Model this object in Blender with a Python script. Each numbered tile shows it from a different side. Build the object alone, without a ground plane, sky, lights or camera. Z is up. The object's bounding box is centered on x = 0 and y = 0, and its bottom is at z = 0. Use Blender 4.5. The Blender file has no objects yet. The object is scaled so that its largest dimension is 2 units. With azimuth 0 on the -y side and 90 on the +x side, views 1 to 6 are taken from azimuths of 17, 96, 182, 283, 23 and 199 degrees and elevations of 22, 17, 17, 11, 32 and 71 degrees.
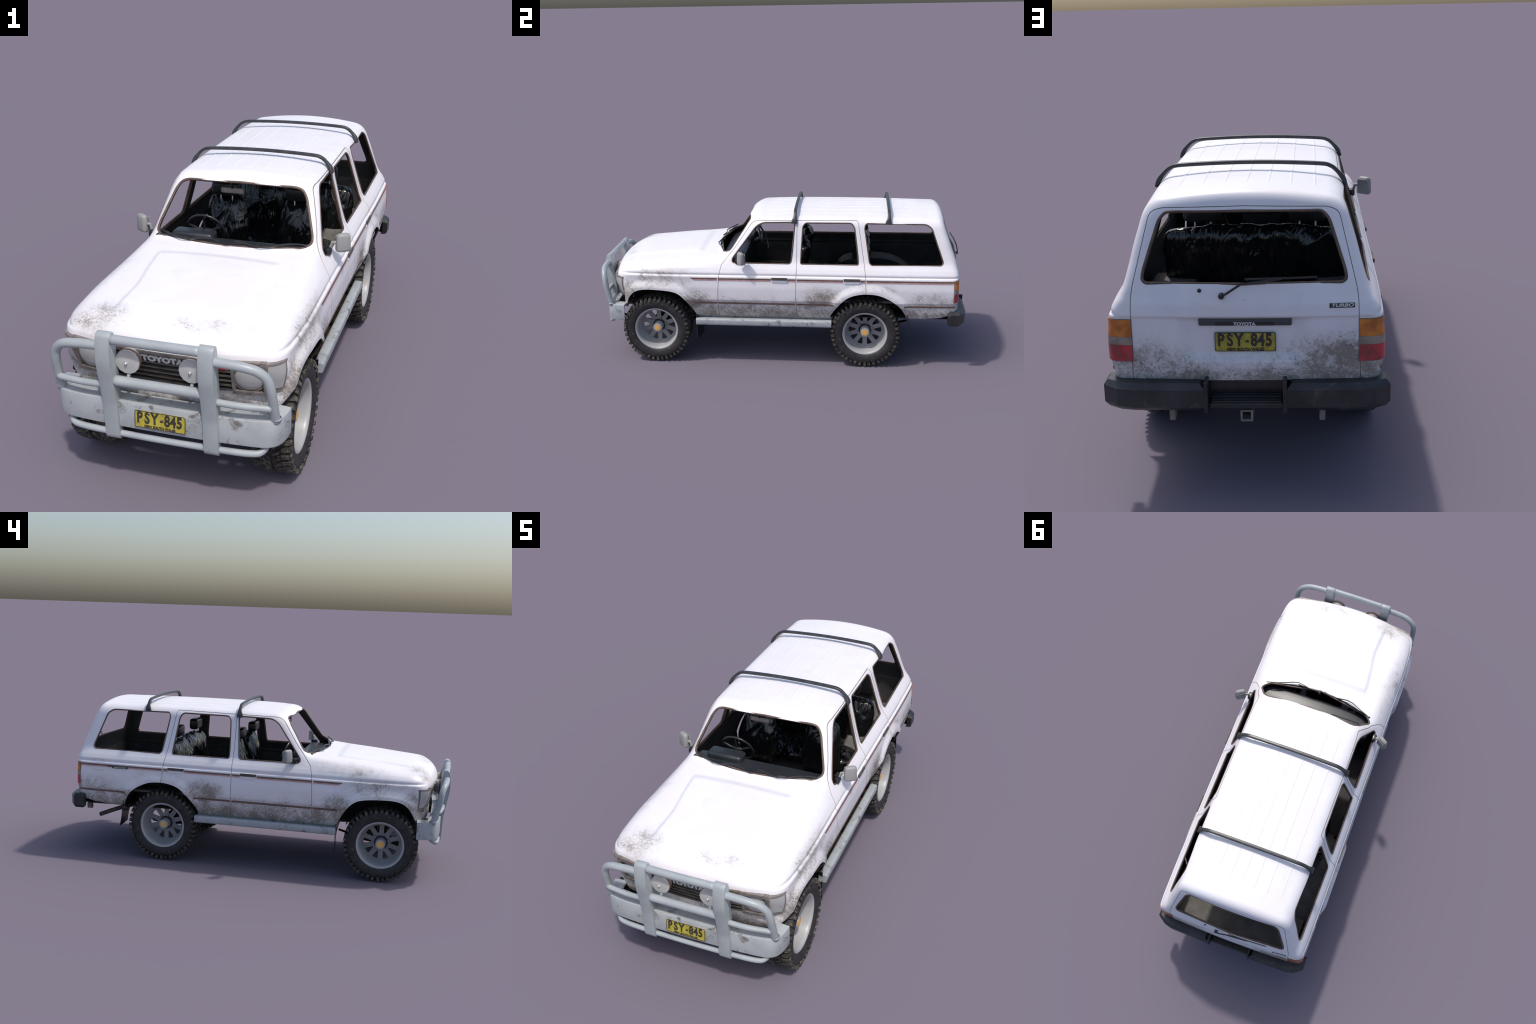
# A dusty white four-wheel-drive station wagon, built procedurally.
# Frame: metres, z up, nose towards -y.  x > 0 is the car's left side.
import bpy, bmesh, math, random
import numpy as np
from mathutils import Vector, Matrix, noise as mnoise

random.seed(7)
rng = np.random.default_rng(7)
V = Vector

# ------------------------------------------------------------------ helpers
def pchip(xs, ys):
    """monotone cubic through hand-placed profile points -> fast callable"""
    xs = np.asarray(xs, float); ys = np.asarray(ys, float)
    h = np.diff(xs); d = np.diff(ys) / h
    m = np.zeros_like(xs)
    for i in range(1, len(xs) - 1):
        if d[i - 1] * d[i] > 0:
            w1, w2 = 2 * h[i] + h[i - 1], h[i] + 2 * h[i - 1]
            m[i] = (w1 + w2) / (w1 / d[i - 1] + w2 / d[i])
    m[0], m[-1] = d[0], d[-1]
    tx = np.linspace(xs[0], xs[-1], 3000)
    k = np.clip(np.searchsorted(xs, tx) - 1, 0, len(h) - 1)
    t = (tx - xs[k]) / h[k]
    ty = ((1 + 2*t) * (1-t)**2 * ys[k] + t*(1-t)**2 * h[k]*m[k]
          + t*t*(3-2*t) * ys[k+1] + t*t*(t-1) * h[k]*m[k+1])
    return lambda q: np.interp(q, tx, ty)

def catmull(pts, per=6, closed=False):
    """smooth curve through control points (any dimension)"""
    P = [np.asarray(p, float) for p in pts]
    n = len(P); out = []
    for i in range(n if closed else n - 1):
        g = lambda j: P[j % n] if closed else P[min(max(j, 0), n - 1)]
        p0, p1, p2, p3 = g(i-1), g(i), g(i+1), g(i+2)
        for s in range(per):
            t = s / per
            out.append(0.5*((2*p1) + (-p0+p2)*t + (2*p0-5*p1+4*p2-p3)*t*t + (-p0+3*p1-3*p2+p3)*t**3))
    if not closed: out.append(P[-1])
    return np.array(out)

def round_poly(pts, rad, n=5, closed=True):
    """polygon with rounded corners; rad is one radius or a list"""
    P = [np.asarray(p, float) for p in pts]; out = []
    for i, p in enumerate(P):
        r = rad[i] if isinstance(rad, (list, tuple)) else rad
        if not closed and i in (0, len(P)-1) or r <= 0:
            out.append(p); continue
        a, b = P[i-1], P[(i+1) % len(P)]
        u, v = a - p, b - p
        lu, lv = np.linalg.norm(u), np.linalg.norm(v)
        d = min(r, lu*0.49, lv*0.49)
        s, e = p + u/lu*d, p + v/lv*d
        for k in range(n + 1):
            t = k / n
            out.append((1-t)**2*s + 2*t*(1-t)*p + t*t*e)
    return np.array(out)

def smax(a, b, k):
    h = np.maximum(k - np.abs(a - b), 0) / k
    return np.maximum(a, b) + h*h*k*0.25
def smin(a, b, k): return -smax(-a, -b, k)
def sstep(a, b, x):
    t = np.clip((x - a) / (b - a), 0, 1)
    return t*t*(3 - 2*t)

def in_poly(P, q):
    """points q (n,2) inside polygon P"""
    x, y = q[:, 0], q[:, 1]; r = np.zeros(len(q), bool)
    a = P; b = np.roll(P, -1, 0)
    for (x0, y0), (x1, y1) in zip(a, b):
        if y0 == y1: continue
        c = ((y0 > y) != (y1 > y)) & (x < (x1-x0)*(y-y0)/(y1-y0) + x0)
        r ^= c
    return r

def seg_dist(P, q, closed=False):
    """distance from points q (n,2) to polyline P"""
    best = np.full(len(q), 9.0)
    A = P if closed else P[:-1]; B = np.roll(P, -1, 0) if closed else P[1:]
    for a, b in zip(A, B):
        ab = b - a; L = max(ab @ ab, 1e-12)
        t = np.clip(((q - a) @ ab) / L, 0, 1)
        best = np.minimum(best, np.hypot(*(q - a - t[:, None]*ab).T))
    return best

# ------------------------------------------------------------------ scene tree
ROOT = bpy.data.objects.new("four_wheel_drive_wagon", None)
bpy.context.scene.collection.objects.link(ROOT)
ROOT["label"] = "dusty white four wheel drive station wagon with grey bull bar"
ROOT["category"] = "car"

def add(name, me, parent=None, mat=None, loc=None, smooth=True, angle=None):
    o = bpy.data.objects.new(name, me)
    bpy.context.scene.collection.objects.link(o)
    o.parent = parent or ROOT
    if loc is not None: o.location = loc
    if mat is not None:
        for m in (mat if isinstance(mat, (list, tuple)) else [mat]): me.materials.append(m)
    if smooth and me.polygons:
        me.polygons.foreach_set("use_smooth", [True]*len(me.polygons))
        if angle is not None:
            try: me.set_sharp_from_angle(angle=math.radians(angle))
            except Exception: pass
    return o

def empty(name, loc=(0, 0, 0), parent=None):
    o = bpy.data.objects.new(name, None)
    bpy.context.scene.collection.objects.link(o)
    o.parent = parent or ROOT; o.location = loc
    return o

def mesh(verts, faces, mats=None):
    me = bpy.data.meshes.new("m")
    me.from_pydata([tuple(map(float, v)) for v in verts], [], [tuple(map(int, f)) for f in faces])
    if mats is not None: me.polygons.foreach_set("material_index", list(map(int, mats)))
    me.update()
    return me

def join(parts):
    """concatenate (verts, faces[, matindex]) tuples"""
    vs, fs, ms, n = [], [], [], 0
    for p in parts:
        v, f = p[0], p[1]
        vs += list(v); fs += [[i + n for i in q] for q in f]
        ms += list(p[2]) if len(p) > 2 and not np.isscalar(p[2]) else [p[2] if len(p) > 2 else 0]*len(f)
        n += len(v)
    return vs, fs, ms

def mirror_x(p):
    return ([(-v[0], v[1], v[2]) for v in p[0]], [list(reversed(f)) for f in p[1]]) + tuple(p[2:])

def frames(path, up=(0, 0, 1)):
    P = [V(p) for p in path]; out = []; prev = None
    for i in range(len(P)):
        t = (P[min(i+1, len(P)-1)] - P[max(i-1, 0)]).normalized()
        if prev is None:
            n = V(up) - t*t.dot(V(up))
            if n.length < 1e-3: n = V((1, 0, 0)) - t*t.x
        else:
            n = prev - t*t.dot(prev)
        n.normalize(); prev = n
        out.append((P[i], n, t.cross(n).normalized()))
    return out

def sweep(path, prof, closed_path=False, cap=True, scale=None, up=(0, 0, 1), mi=0):
    """sweep a 2D profile (list of (a,b): a along frame normal, b along binormal)"""
    if closed_path: path = list(path) + [path[0]]
    F = frames(path, up); m = len(prof); vs, fs = [], []
    if closed_path: F = F[:-1]
    for i, (p, n, b) in enumerate(F):
        s = 1 if scale is None else scale[i]
        for (a, c) in prof: vs.append(p + n*a*s + b*c*s)
    k = len(F)
    for i in range(k if closed_path else k - 1):
        for j in range(m):
            a, b2 = i*m + j, i*m + (j+1) % m
            c, d = ((i+1) % k)*m + (j+1) % m, ((i+1) % k)*m + j
            fs.append((a, b2, c, d))
    if cap and not closed_path:
        fs.append(tuple(reversed(range(m)))); fs.append(tuple(range((k-1)*m, k*m)))
    return vs, fs, mi

def circle(r, n=14, ry=None):
    ry = r if ry is None else ry
    return [(r*math.cos(2*math.pi*i/n), ry*math.sin(2*math.pi*i/n)) for i in range(n)]

def tube(path, r, n=14, **k): return sweep(path, circle(r, n), **k)

def rrect(w, h, r, n=3):
    return [tuple(p) for p in round_poly([(-w/2, -h/2), (w/2, -h/2), (w/2, h/2), (-w/2, h/2)], r, n)]

def bevel_box(c, s, bev=0.004, seg=2, rot=None, taper=None):
    """rounded box -> (verts, faces)"""
    bm = bmesh.new(); bmesh.ops.create_cube(bm, size=1.0)
    for v in bm.verts:
        tx = ty = 1
        if taper and v.co.z > 0: tx, ty = taper
        v.co = V((v.co.x*s[0]*tx, v.co.y*s[1]*ty, v.co.z*s[2]))
    if bev: bmesh.ops.bevel(bm, geom=bm.edges[:], offset=bev, segments=seg, profile=0.5, affect='EDGES')
    M = Matrix.Translation(V(c)) @ (rot.to_4x4() if rot is not None else Matrix())
    bm.verts.index_update()
    vs = [M @ v.co for v in bm.verts]; fs = [[v.index for v in f.verts] for f in bm.faces]
    bm.free(); return vs, fs

def lathe(prof, n=48, axis='x', closed=False):
    """revolve (r, a) profile about an axis through the origin; a runs along it"""
    vs, fs = [], []; m = len(prof)
    for i in range(n):
        t = 2*math.pi*i/n; c, s = math.cos(t), math.sin(t)
        for r, a in prof:
            vs.append((a, r*c, r*s) if axis == 'x' else ((r*c, a, r*s) if axis == 'y' else (r*c, r*s, a)))
    for i in range(n):
        for j in range(m if closed else m - 1):
            a, b = i*m + j, i*m + (j+1) % m
            c2, d = ((i+1) % n)*m + (j+1) % m, ((i+1) % n)*m + j
            fs.append((a, b, c2, d) if axis != 'y' else (d, c2, b, a))
    return vs, fs

def xf(p, M):
    return ([M @ V(v) for v in p[0]],) + tuple(p[1:])

def grid_faces(nu, nv, flip=False):
    f = [(i*nv+j, (i+1)*nv+j, (i+1)*nv+j+1, i*nv+j+1) for i in range(nu-1) for j in range(nv-1)]
    return [tuple(reversed(q)) for q in f] if flip else f

def slab(P, Q):
    """closed solid between two equally gridded point sheets P (outer) and Q (inner): arrays (nu,nv,3)"""
    nu, nv = P.shape[:2]; N = nu*nv
    vs = list(P.reshape(-1, 3)) + list(Q.reshape(-1, 3))
    fs = grid_faces(nu, nv) + [tuple(i + N for i in reversed(q)) for q in grid_faces(nu, nv)]
    loop = [i*nv for i in range(nu)] + [(nu-1)*nv+j for j in range(1, nv)] + [i*nv+nv-1 for i in range(nu-2, -1, -1)] + [j for j in range(nv-2, 0, -1)]
    for a, b in zip(loop, loop[1:] + loop[:1]): fs.append((b, a, a + N, b + N))
    return vs, fs

def text_mesh(s, size, extrude, bold=0.0, sx=1.0, shear=0.0, spacing=1.0, align='CENTER'):
    """lettering from the built-in font, lying in xy facing +z"""
    cu = bpy.data.curves.new("t", 'FONT')
    cu.body = s; cu.size = size; cu.extrude = extrude; cu.offset = bold
    cu.align_x = align; cu.align_y = 'CENTER'; cu.shear = shear; cu.space_character = spacing
    cu.resolution_u = 3
    o = bpy.data.objects.new("t", cu)
    bpy.context.scene.collection.objects.link(o)
    me0 = bpy.data.meshes.new_from_object(o.evaluated_get(bpy.context.evaluated_depsgraph_get()))
    vs = [(v.co.x*sx, v.co.y, v.co.z) for v in me0.vertices]
    fs = [list(p.vertices) for p in me0.polygons]
    bpy.data.objects.remove(o); bpy.data.curves.remove(cu); bpy.data.meshes.remove(me0)
    return vs, fs

def facing(origin, right, up):
    """matrix taking text-plane (x right, y up, z out) to world"""
    r = V(right).normalized(); u = V(up); u = (u - r*r.dot(u)).normalized(); n = r.cross(u)
    M = Matrix.Identity(4)
    for i in range(3):
        M[i][0], M[i][1], M[i][2], M[i][3] = r[i], u[i], n[i], origin[i]
    return M

# ------------------------------------------------------------------ materials
class NT:
    """small node-tree builder"""
    def __init__(s, name):
        s.m = bpy.data.materials.new(name); s.m.use_nodes = True
        s.t = s.m.node_tree; s.t.nodes.clear()
        s.out = s.n('ShaderNodeOutputMaterial'); s.b = s.n('ShaderNodeBsdfPrincipled')
        s.l(s.b.outputs[0], s.out.inputs[0])
        s.co = s.n('ShaderNodeTexCoord').outputs['Object']
    def n(s, k, **a):
        d = s.t.nodes.new(k)
        for x, y in a.items(): setattr(d, x, y)
        return d
    def l(s, a, b): s.t.links.new(a, b)
    def set(s, i, v):
        k = s.b.inputs[i]
        if hasattr(v, 'links'): s.l(v, k)
        else: k.default_value = (*v, 1) if isinstance(v, tuple) and len(v) == 3 else v
    def math(s, op, a, b=0.0, c=None, clamp=False):
        d = s.n('ShaderNodeMath', operation=op); d.use_clamp = clamp
        for i, x in enumerate((a, b) if c is None else (a, b, c)):
            if hasattr(x, 'links'): s.l(x, d.inputs[i])
            else: d.inputs[i].default_value = x
        return d.outputs[0]
    def noise(s, scale, detail=4, rough=0.55, dist=0.0, vec=None, stretch=None):
        d = s.n('ShaderNodeTexNoise'); d.inputs['Scale'].default_value = scale
        d.inputs['Detail'].default_value = detail; d.inputs['Roughness'].default_value = rough
        d.inputs['Distortion'].default_value = dist
        v = vec or s.co
        if stretch:
            mp = s.n('ShaderNodeMapping', vector_type='TEXTURE'); mp.inputs['Scale'].default_value = tuple(1/q for q in stretch[:3])
            if len(stretch) > 3: mp.inputs['Rotation'].default_value = stretch[3:]
            s.l(v, mp.inputs[0]); v = mp.outputs[0]
        s.l(v, d.inputs['Vector']); return d.outputs['Fac']
    def ramp(s, x, a, b, smooth=True):
        d = s.n('ShaderNodeMapRange'); d.interpolation_type = 'SMOOTHSTEP' if smooth else 'LINEAR'
        s.l(x, d.inputs[0]); d.inputs[1].default_value = a; d.inputs[2].default_value = b
        return d.outputs[0]
    def mix(s, f, a, b):
        d = s.n('ShaderNodeMix', data_type='RGBA')
        for i, x in ((0, f), (6, a), (7, b)):
            if hasattr(x, 'links'): s.l(x, d.inputs[i])
            else: d.inputs[i].default_value = (*x, 1) if isinstance(x, tuple) else x
        return d.outputs[2]
    def xyz(s):
        d = s.n('ShaderNodeSeparateXYZ'); s.l(s.co, d.inputs[0]); return d.outputs
    def blob(s, c, r):
        """soft patch: 1 at centre, 0 beyond the radii r=(rx,ry,rz); x is mirrored unless signed centre is wanted"""
        mp = s.n('ShaderNodeMapping'); mp.vector_type = 'POINT'
        mp.inputs['Scale'].default_value = tuple(1/q for q in r)
        mp.inputs['Location'].default_value = tuple(-a/q for a, q in zip(c, r))
        s.l(s.co, mp.inputs[0])
        d = s.n('ShaderNodeVectorMath', operation='LENGTH'); s.l(mp.outputs[0], d.inputs[0])
        return s.ramp(d.outputs['Value'], 1.0, 0.15)
    def bump(s, h, strength=0.2, dist=0.002):
        d = s.n('ShaderNodeBump'); d.inputs['Strength'].default_value = strength
        d.inputs['Distance'].default_value = dist; s.l(h, d.inputs['Height'])
        s.l(d.outputs[0], s.b.inputs['Normal'])

def plain(name, col, rough=0.5, metal=0.0, var=0.0, scale=30, dirt=None, dirt_amt=0.5, coat=0.0, spec=0.5, bump=0.0):
    t = NT(name); c = col
    if var:
        f = t.noise(scale, 5); c = t.mix(t.ramp(f, .3, .7), tuple(q*(1-var) for q in col), tuple(min(1, q*(1+var)) for q in col))
    if dirt:
        f = t.ramp(t.noise(scale*1.4, 8, .7, .6), .62 - .22*dirt_amt, .72 - .12*dirt_amt)
        c = t.mix(f, c, dirt)
    t.set('Base Color', c); t.set('Roughness', rough); t.set('Metallic', metal)
    t.set('Coat Weight', coat); t.set('Specular IOR Level', spec)
    if bump: t.bump(t.noise(scale*3, 5), bump, .002)
    return t.m

MUD = (.135, .115, .095)

def paint_material():
    t = NT("white_paint")
    x, y, z = t.xyz()
    base = (.775, .765, .80)
    # chalky, slightly pink and blue mottling of the old enamel
    c = t.mix(t.ramp(t.noise(5, 5, .6), .35, .68), base, (.765, .73, .75))
    c = t.mix(t.ramp(t.noise(11, 5, .6, .3), .52, .72), c, (.725, .72, .765))
    # where mud has been thrown: fans behind the wheels, sills, tail, nose
    spots = [((0, -.46, .345), (2.5, .20, .15), 1.0), ((0, -.64, .475), (2.5, .30, .10), .72),
             ((0, .235, .375), (2.5, .20, .13), 1.05), ((0, .82, .36), (2.5, .22, .12), .85),
             ((0, -.15, .27), (2.5, .40, .09), .95), ((0, .12, .28), (2.5, .25, .11), 1.0), ((0, .5, .44), (2.5, .3, .06), .5),
             ((.30, .97, .36), (.34, .15, .13), .9), ((-.28, .97, .37), (.32, .15, .14), 1.05), ((0, .97, .325), (1.5, .15, .08), .95),
             ((-.25, -.86, .545), (.22, .13, .09), .66), ((-.33, -.5, .55), (.12, .34, .07), .6), ((.15, -.86, .56), (.3, .08, .06), .5),
             ((.34, -.62, .51), (.08, .34, .05), .75), ((0, -.82, .40), (2.5, .14, .15), .9)]
    m = None
    for cc, r, a in spots:
        b = t.math('MULTIPLY', t.blob(cc, r), a)
        m = b if m is None else t.math('MAXIMUM', m, b)
    low = t.math('MULTIPLY', t.ramp(z, .47, .28), .95)  # height ramp: lower sides darker and browner than the upper
    m = t.math('MAXIMUM', m, low)
    fine = t.noise(110, 10, .75, 1.0)
    streak = t.noise(75, 9, .75, .9, stretch=(1.0, .28, 1.5, -.75, 0, 0))
    med = t.noise(13, 7, .62, .6)
    n = t.math('ADD', t.math('MULTIPLY', fine, .34), t.math('ADD', t.math('MULTIPLY', streak, .33), t.math('MULTIPLY', med, .33)))
    # soft dust film first, then denser flecks where the throw was heavy
    film = t.math('MULTIPLY', t.ramp(t.math('ADD', n, t.math('MULTIPLY', m, .16)), .47, .70), t.math('MULTIPLY', m, .95))
    c = t.mix(film, c, (.33, .305, .275))
    thr = t.math('SUBTRACT', .628, t.math('MULTIPLY', m, .16))
    k = t.math('MULTIPLY', t.ramp(t.math('SUBTRACT', n, thr), -.02, .075), .72)
    k = t.math('MULTIPLY', k, t.ramp(m, .05, .4))
    c = t.mix(k, c, (.20, .167, .142))
    t.set('Base Color', c)
    t.set('Roughness', t.math('ADD', .34, t.math('MULTIPLY', k, .5)))
    t.set('Specular IOR Level', .45)
    return t.m

M_PAINT = paint_material()
M_INNER = plain("interior_trim", (.045, .045, .046), .75, var=.25, scale=12)
M_SEAL = plain("window_rubber", (.10, .066, .052), .5, var=.3, scale=40)
M_BULL = plain("bar_paint", (.325, .355, .372), .38, var=.07, scale=14, dirt=(.36, .34, .30), dirt_amt=.12)
M_BUMP = plain("bumper_paint", (.36, .385, .40), .42, var=.08, scale=16, dirt=(.15, .14, .13), dirt_amt=.42)
M_BLACKBUMP = plain("bumper_plastic", (.022, .023, .026), .36, var=.4, scale=9, dirt=(.09, .082, .065), dirt_amt=.35)
M_TYRE = plain("tyre_rubber", (.022, .020, .021), .62, var=.35, scale=30, dirt=(.12, .10, .08), dirt_amt=.12, bump=.15)
M_TREAD = plain("muddy_tread", (.032, .029, .026), .7, var=.4, scale=50, dirt=(.165, .145, .11), dirt_amt=.6, bump=.3)
M_RIM = plain("rim_enamel", (.37, .37, .373), .36, var=.05, scale=20)
M_RIMDARK = plain("rim_disc_darker_grey", (.24, .24, .245), .45, var=.08, scale=20)  # darker grey than the rim lip and barrel
M_ORANGE = plain("hub_cap_orange", (.80, .43, .10), .45)
M_BLACK = plain("black_metal", (.018, .019, .021), .3, var=.3, scale=30)
M_DARK = plain("underbody_dark", (.009, .0085, .008), .8, var=.3, scale=20)
M_CHASSIS = plain("chassis_rust", (.075, .062, .055), .7, var=.4, scale=40)
M_GLASS = plain("lamp_glass", (.42, .42, .415), .16, var=.04, scale=30, coat=.4)
M_BEZEL = plain("dirty_bezel", (.20, .175, .165), .42, var=.25, scale=26, dirt=(.12, .10, .085), dirt_amt=.5)
M_GRILLE = plain("grille_grey", (.10, .095, .09), .45, var=.3, scale=30, dirt=(.17, .125, .08), dirt_amt=.5)
M_GRILLEBACK = plain("grille_dust", (.10, .068, .038), .8, var=.5, scale=14)
M_CHROME = plain("dull_chrome", (.62, .62, .62), .3, metal=.6)
M_STRIPE = plain("stripe_brown", (.15, .095, .075), .45, var=.2, scale=40)
M_PINK = plain("stripe_pink", (.55, .31, .29), .45, var=.15, scale=40)
M_HANDLE = plain("handle_brown_black", (.075, .06, .052), .4, var=.3, scale=60)
M_MIRROR = plain("mirror_grey", (.27, .27, .268), .5, var=.05, scale=30)
M_PLATE = plain("plate_yellow", (.38, .32, .04), .5, var=.18, scale=40, dirt=(.20, .16, .05), dirt_amt=.35)
M_PLATEINK = plain("plate_ink", (.035, .03, .025), .5)
M_BADGE = plain("badge_silver", (.55, .55, .55), .35)
M_BADGEBLACK = plain("badge_black", (.02, .02, .022), .4)
M_RED = plain("badge_red", (.45, .03, .025), .4)
M_STEEL = plain("weathered_steel", (.23, .20, .19), .6, var=.3, scale=40)
M_SPOTBACK = plain("lamp_rust_brown", (.21, .10, .05), .55, var=.3, scale=30)
M_TREADPLATE = plain("step_tread_mud", (.10, .075, .05), .75, var=.5, scale=20)
M_CARPET = plain("cargo_carpet", (.14, .135, .125), .9, var=.2, scale=14)
M_DASH = plain("dashboard_vinyl", (.022, .025, .030), .38, var=.15, scale=20)

def lamp_lens(name, col, deep):
    t = NT(name)
    f = t.noise(24, 3)
    c = t.mix(t.ramp(f, .35, .65), deep, col)
    d = t.ramp(t.noise(80, 8, .7, .8), .55, .68)
    x, y, z = t.xyz()
    c = t.mix(t.math('MULTIPLY', d, t.ramp(z, .46, .38)), c, (.16, .12, .10))
    t.set('Base Color', c); t.set('Roughness', .25); t.set('Coat Weight', .3)
    return t.m
M_AMBER = lamp_lens("lens_amber", (.62, .20, .02), (.36, .10, .015))
M_CLEARLENS = lamp_lens("lens_clear", (.30, .25, .20), (.20, .165, .14))
M_REDLENS = lamp_lens("lens_red", (.52, .03, .045), (.26, .03, .03))

def cover_material():
    t = NT("glossy_black_sheeting")
    t.set('Base Color', (.008, .008, .009)); t.set('Roughness', .17); t.set('Coat Weight', .3)
    h = t.noise(13, 2, .4, 2.4, stretch=(1.6, 1, .45))
    t.bump(h, .75, .02)
    return t.m
M_COVER = cover_material()

# ------------------------------------------------------------------ body form
# half-width of the side by height (rocker, belly, shoulder crease, tumblehome)
W_Z = pchip([.18, .24, .262, .30, .340, .356, .372, .43, .480, .494, .500, .5065, .514, .535, .556, .575, .62, .67, .77, .80, .90],
            [.318, .327, .334, .350, .3640, .3690, .3752, .3755, .3715, .3718, .3705, .3625, .3640, .355, .3415, .3305, .3155, .302, .2765, .2695, .246])
# taper of the plan towards nose and tail
W_Y = pchip([-1.0, -.93, -.86, -.75, -.62, -.45, 0, .6, .86, .93, 1.05],
            [-.045, -.030, -.016, -.005, .001, .0, -.001, .0, -.003, -.007, -.016])
ROOF_Y = pchip([-.4, -.2, -.1, 0, .1, .3, .6, .85, 1.0], [.800, .812, .816, .8195, .8215, .822, .820, .819, .816])
REAR_Z = pchip([.15, .30, .34, .40, .49, .497, .505, .53, .56, .59, .65, .70, .765, .80, .9],
               [.944, .956, .960, .961, .960, .961, .966, .9660, .9600, .9515, .9285, .9095, .885, .872, .83])
HOOD_Y = pchip([-1.0, -.90, -.842, -.80, -.70, -.56, -.45, -.33, -.2, .2], [.556, .560, .567, .572, .5815, .5958, .6045, .6170, .625, .632])
BUMP_X = pchip([-.95, -.80, -.68, -.544, -.43, -.3], [.196, .194, .189, .204, .213, .214])

ARCH_F = catmull([(-.849, .300), (-.843, .316), (-.828, .354), (-.810, .385), (-.781, .409), (-.742, .421), (-.69, .4235), (-.62, .420),
                  (-.567, .411), (-.535, .395), (-.509, .369), (-.486, .335), (-.467, .30), (-.452, .262)], 3)
ARCH_R = catmull([(.272, .262), (.288, .296), (.309, .331), (.342, .374), (.381, .4025), (.432, .4175), (.48, .4205),
                  (.54, .413), (.60, .385), (.643, .350), (.668, .313), (.683, .278)], 3)

FH = .004
FY = np.arange(-1.02, 1.02, FH); FZ = np.arange(.16, .52, FH)
_q = np.stack(np.meshgrid(FY, FZ, indexing='ij'), -1).reshape(-1, 2)
_d = np.minimum(seg_dist(ARCH_F, _q), seg_dist(ARCH_R, _q))
FLARE = ((1 - sstep(.010, .052, _d))*sstep(.28, .37, _q[:, 1])*.0135).reshape(len(FY), len(FZ))

def half_width(y, z):
    y, z = np.broadcast_arrays(np.asarray(y, float), np.asarray(z, float))
    w = W_Z(z) + W_Y(y)
    w = w - .006*sstep(.6, .9, y)*sstep(.66, .80, z) + .011*sstep(.60, .72, y)*(1 - sstep(.29, .37, z))
    # rolled lip standing proud round each wheel arch (table, bilinear)
    u = np.clip((y - FY[0])/FH, 0, len(FY) - 1.001); v = np.clip((z - FZ[0])/FH, 0, len(FZ) - 1.001)
    i, j = u.astype(int), v.astype(int); a, b = u - i, v - j
    return w + (FLARE[i, j]*(1-a)*(1-b) + FLARE[i+1, j]*a*(1-b) + FLARE[i, j+1]*(1-a)*b + FLARE[i+1, j+1]*a*b)

def body_field(x, y, z, w=None):
    ax = np.abs(x)
    if w is None: w = half_width(y, z)
    side = (ax - w)/1.03
    roof = z - (ROOF_Y(y) - (.30 + .09*sstep(.5, .85, y))*x*x)
    pocket = (1 - sstep(.135, .185, ax))*sstep(.372, .40, z)*(1 - sstep(.486, .505, z))
    rear = (y - (REAR_Z(z) - (.09 + .11*sstep(.48, .56, z))*x*x - .016*pocket))/1.06
    ws = ((-.326 + .825*(z - .605) + .2*x*x + 3.4*x**4) - y)/1.27
    bump = (1 - sstep(-.011, .011, ax - BUMP_X(y))) * (1 - sstep(-.458, -.414, y)) * sstep(-.88, -.78, y)
    hood = z - (HOOD_Y(y) + .003 - .165*x*x + .0080*bump - .0080)
    front = (-.930 + .40*x*x + .20*np.maximum(z-.50, 0) + .033*sstep(.47, .36, z)) - y
    G = smax(roof, ws, .038)
    L = smax(hood, front, .075)
    top = smin(G, L, .035)
    b = smax(smax(top, side, .043), rear, .030)
    return smax(b, .20 - z, .01)

def grad(p, e=4e-4):
    g = np.empty_like(p)
    for i in range(3):
        d = np.zeros(3); d[i] = e
        g[:, i] = (body_field(*(p + d).T) - body_field(*(p - d).T))/(2*e)
    return g

def project(p, it=4):
    for _ in range(it):
        f = body_field(*p.T); g = grad(p)
        p = p - (f/np.maximum((g*g).sum(1), .05))[:, None]*g
    return p

def unit(g): return g/np.maximum(np.linalg.norm(g, axis=1), 1e-9)[:, None]

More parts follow.
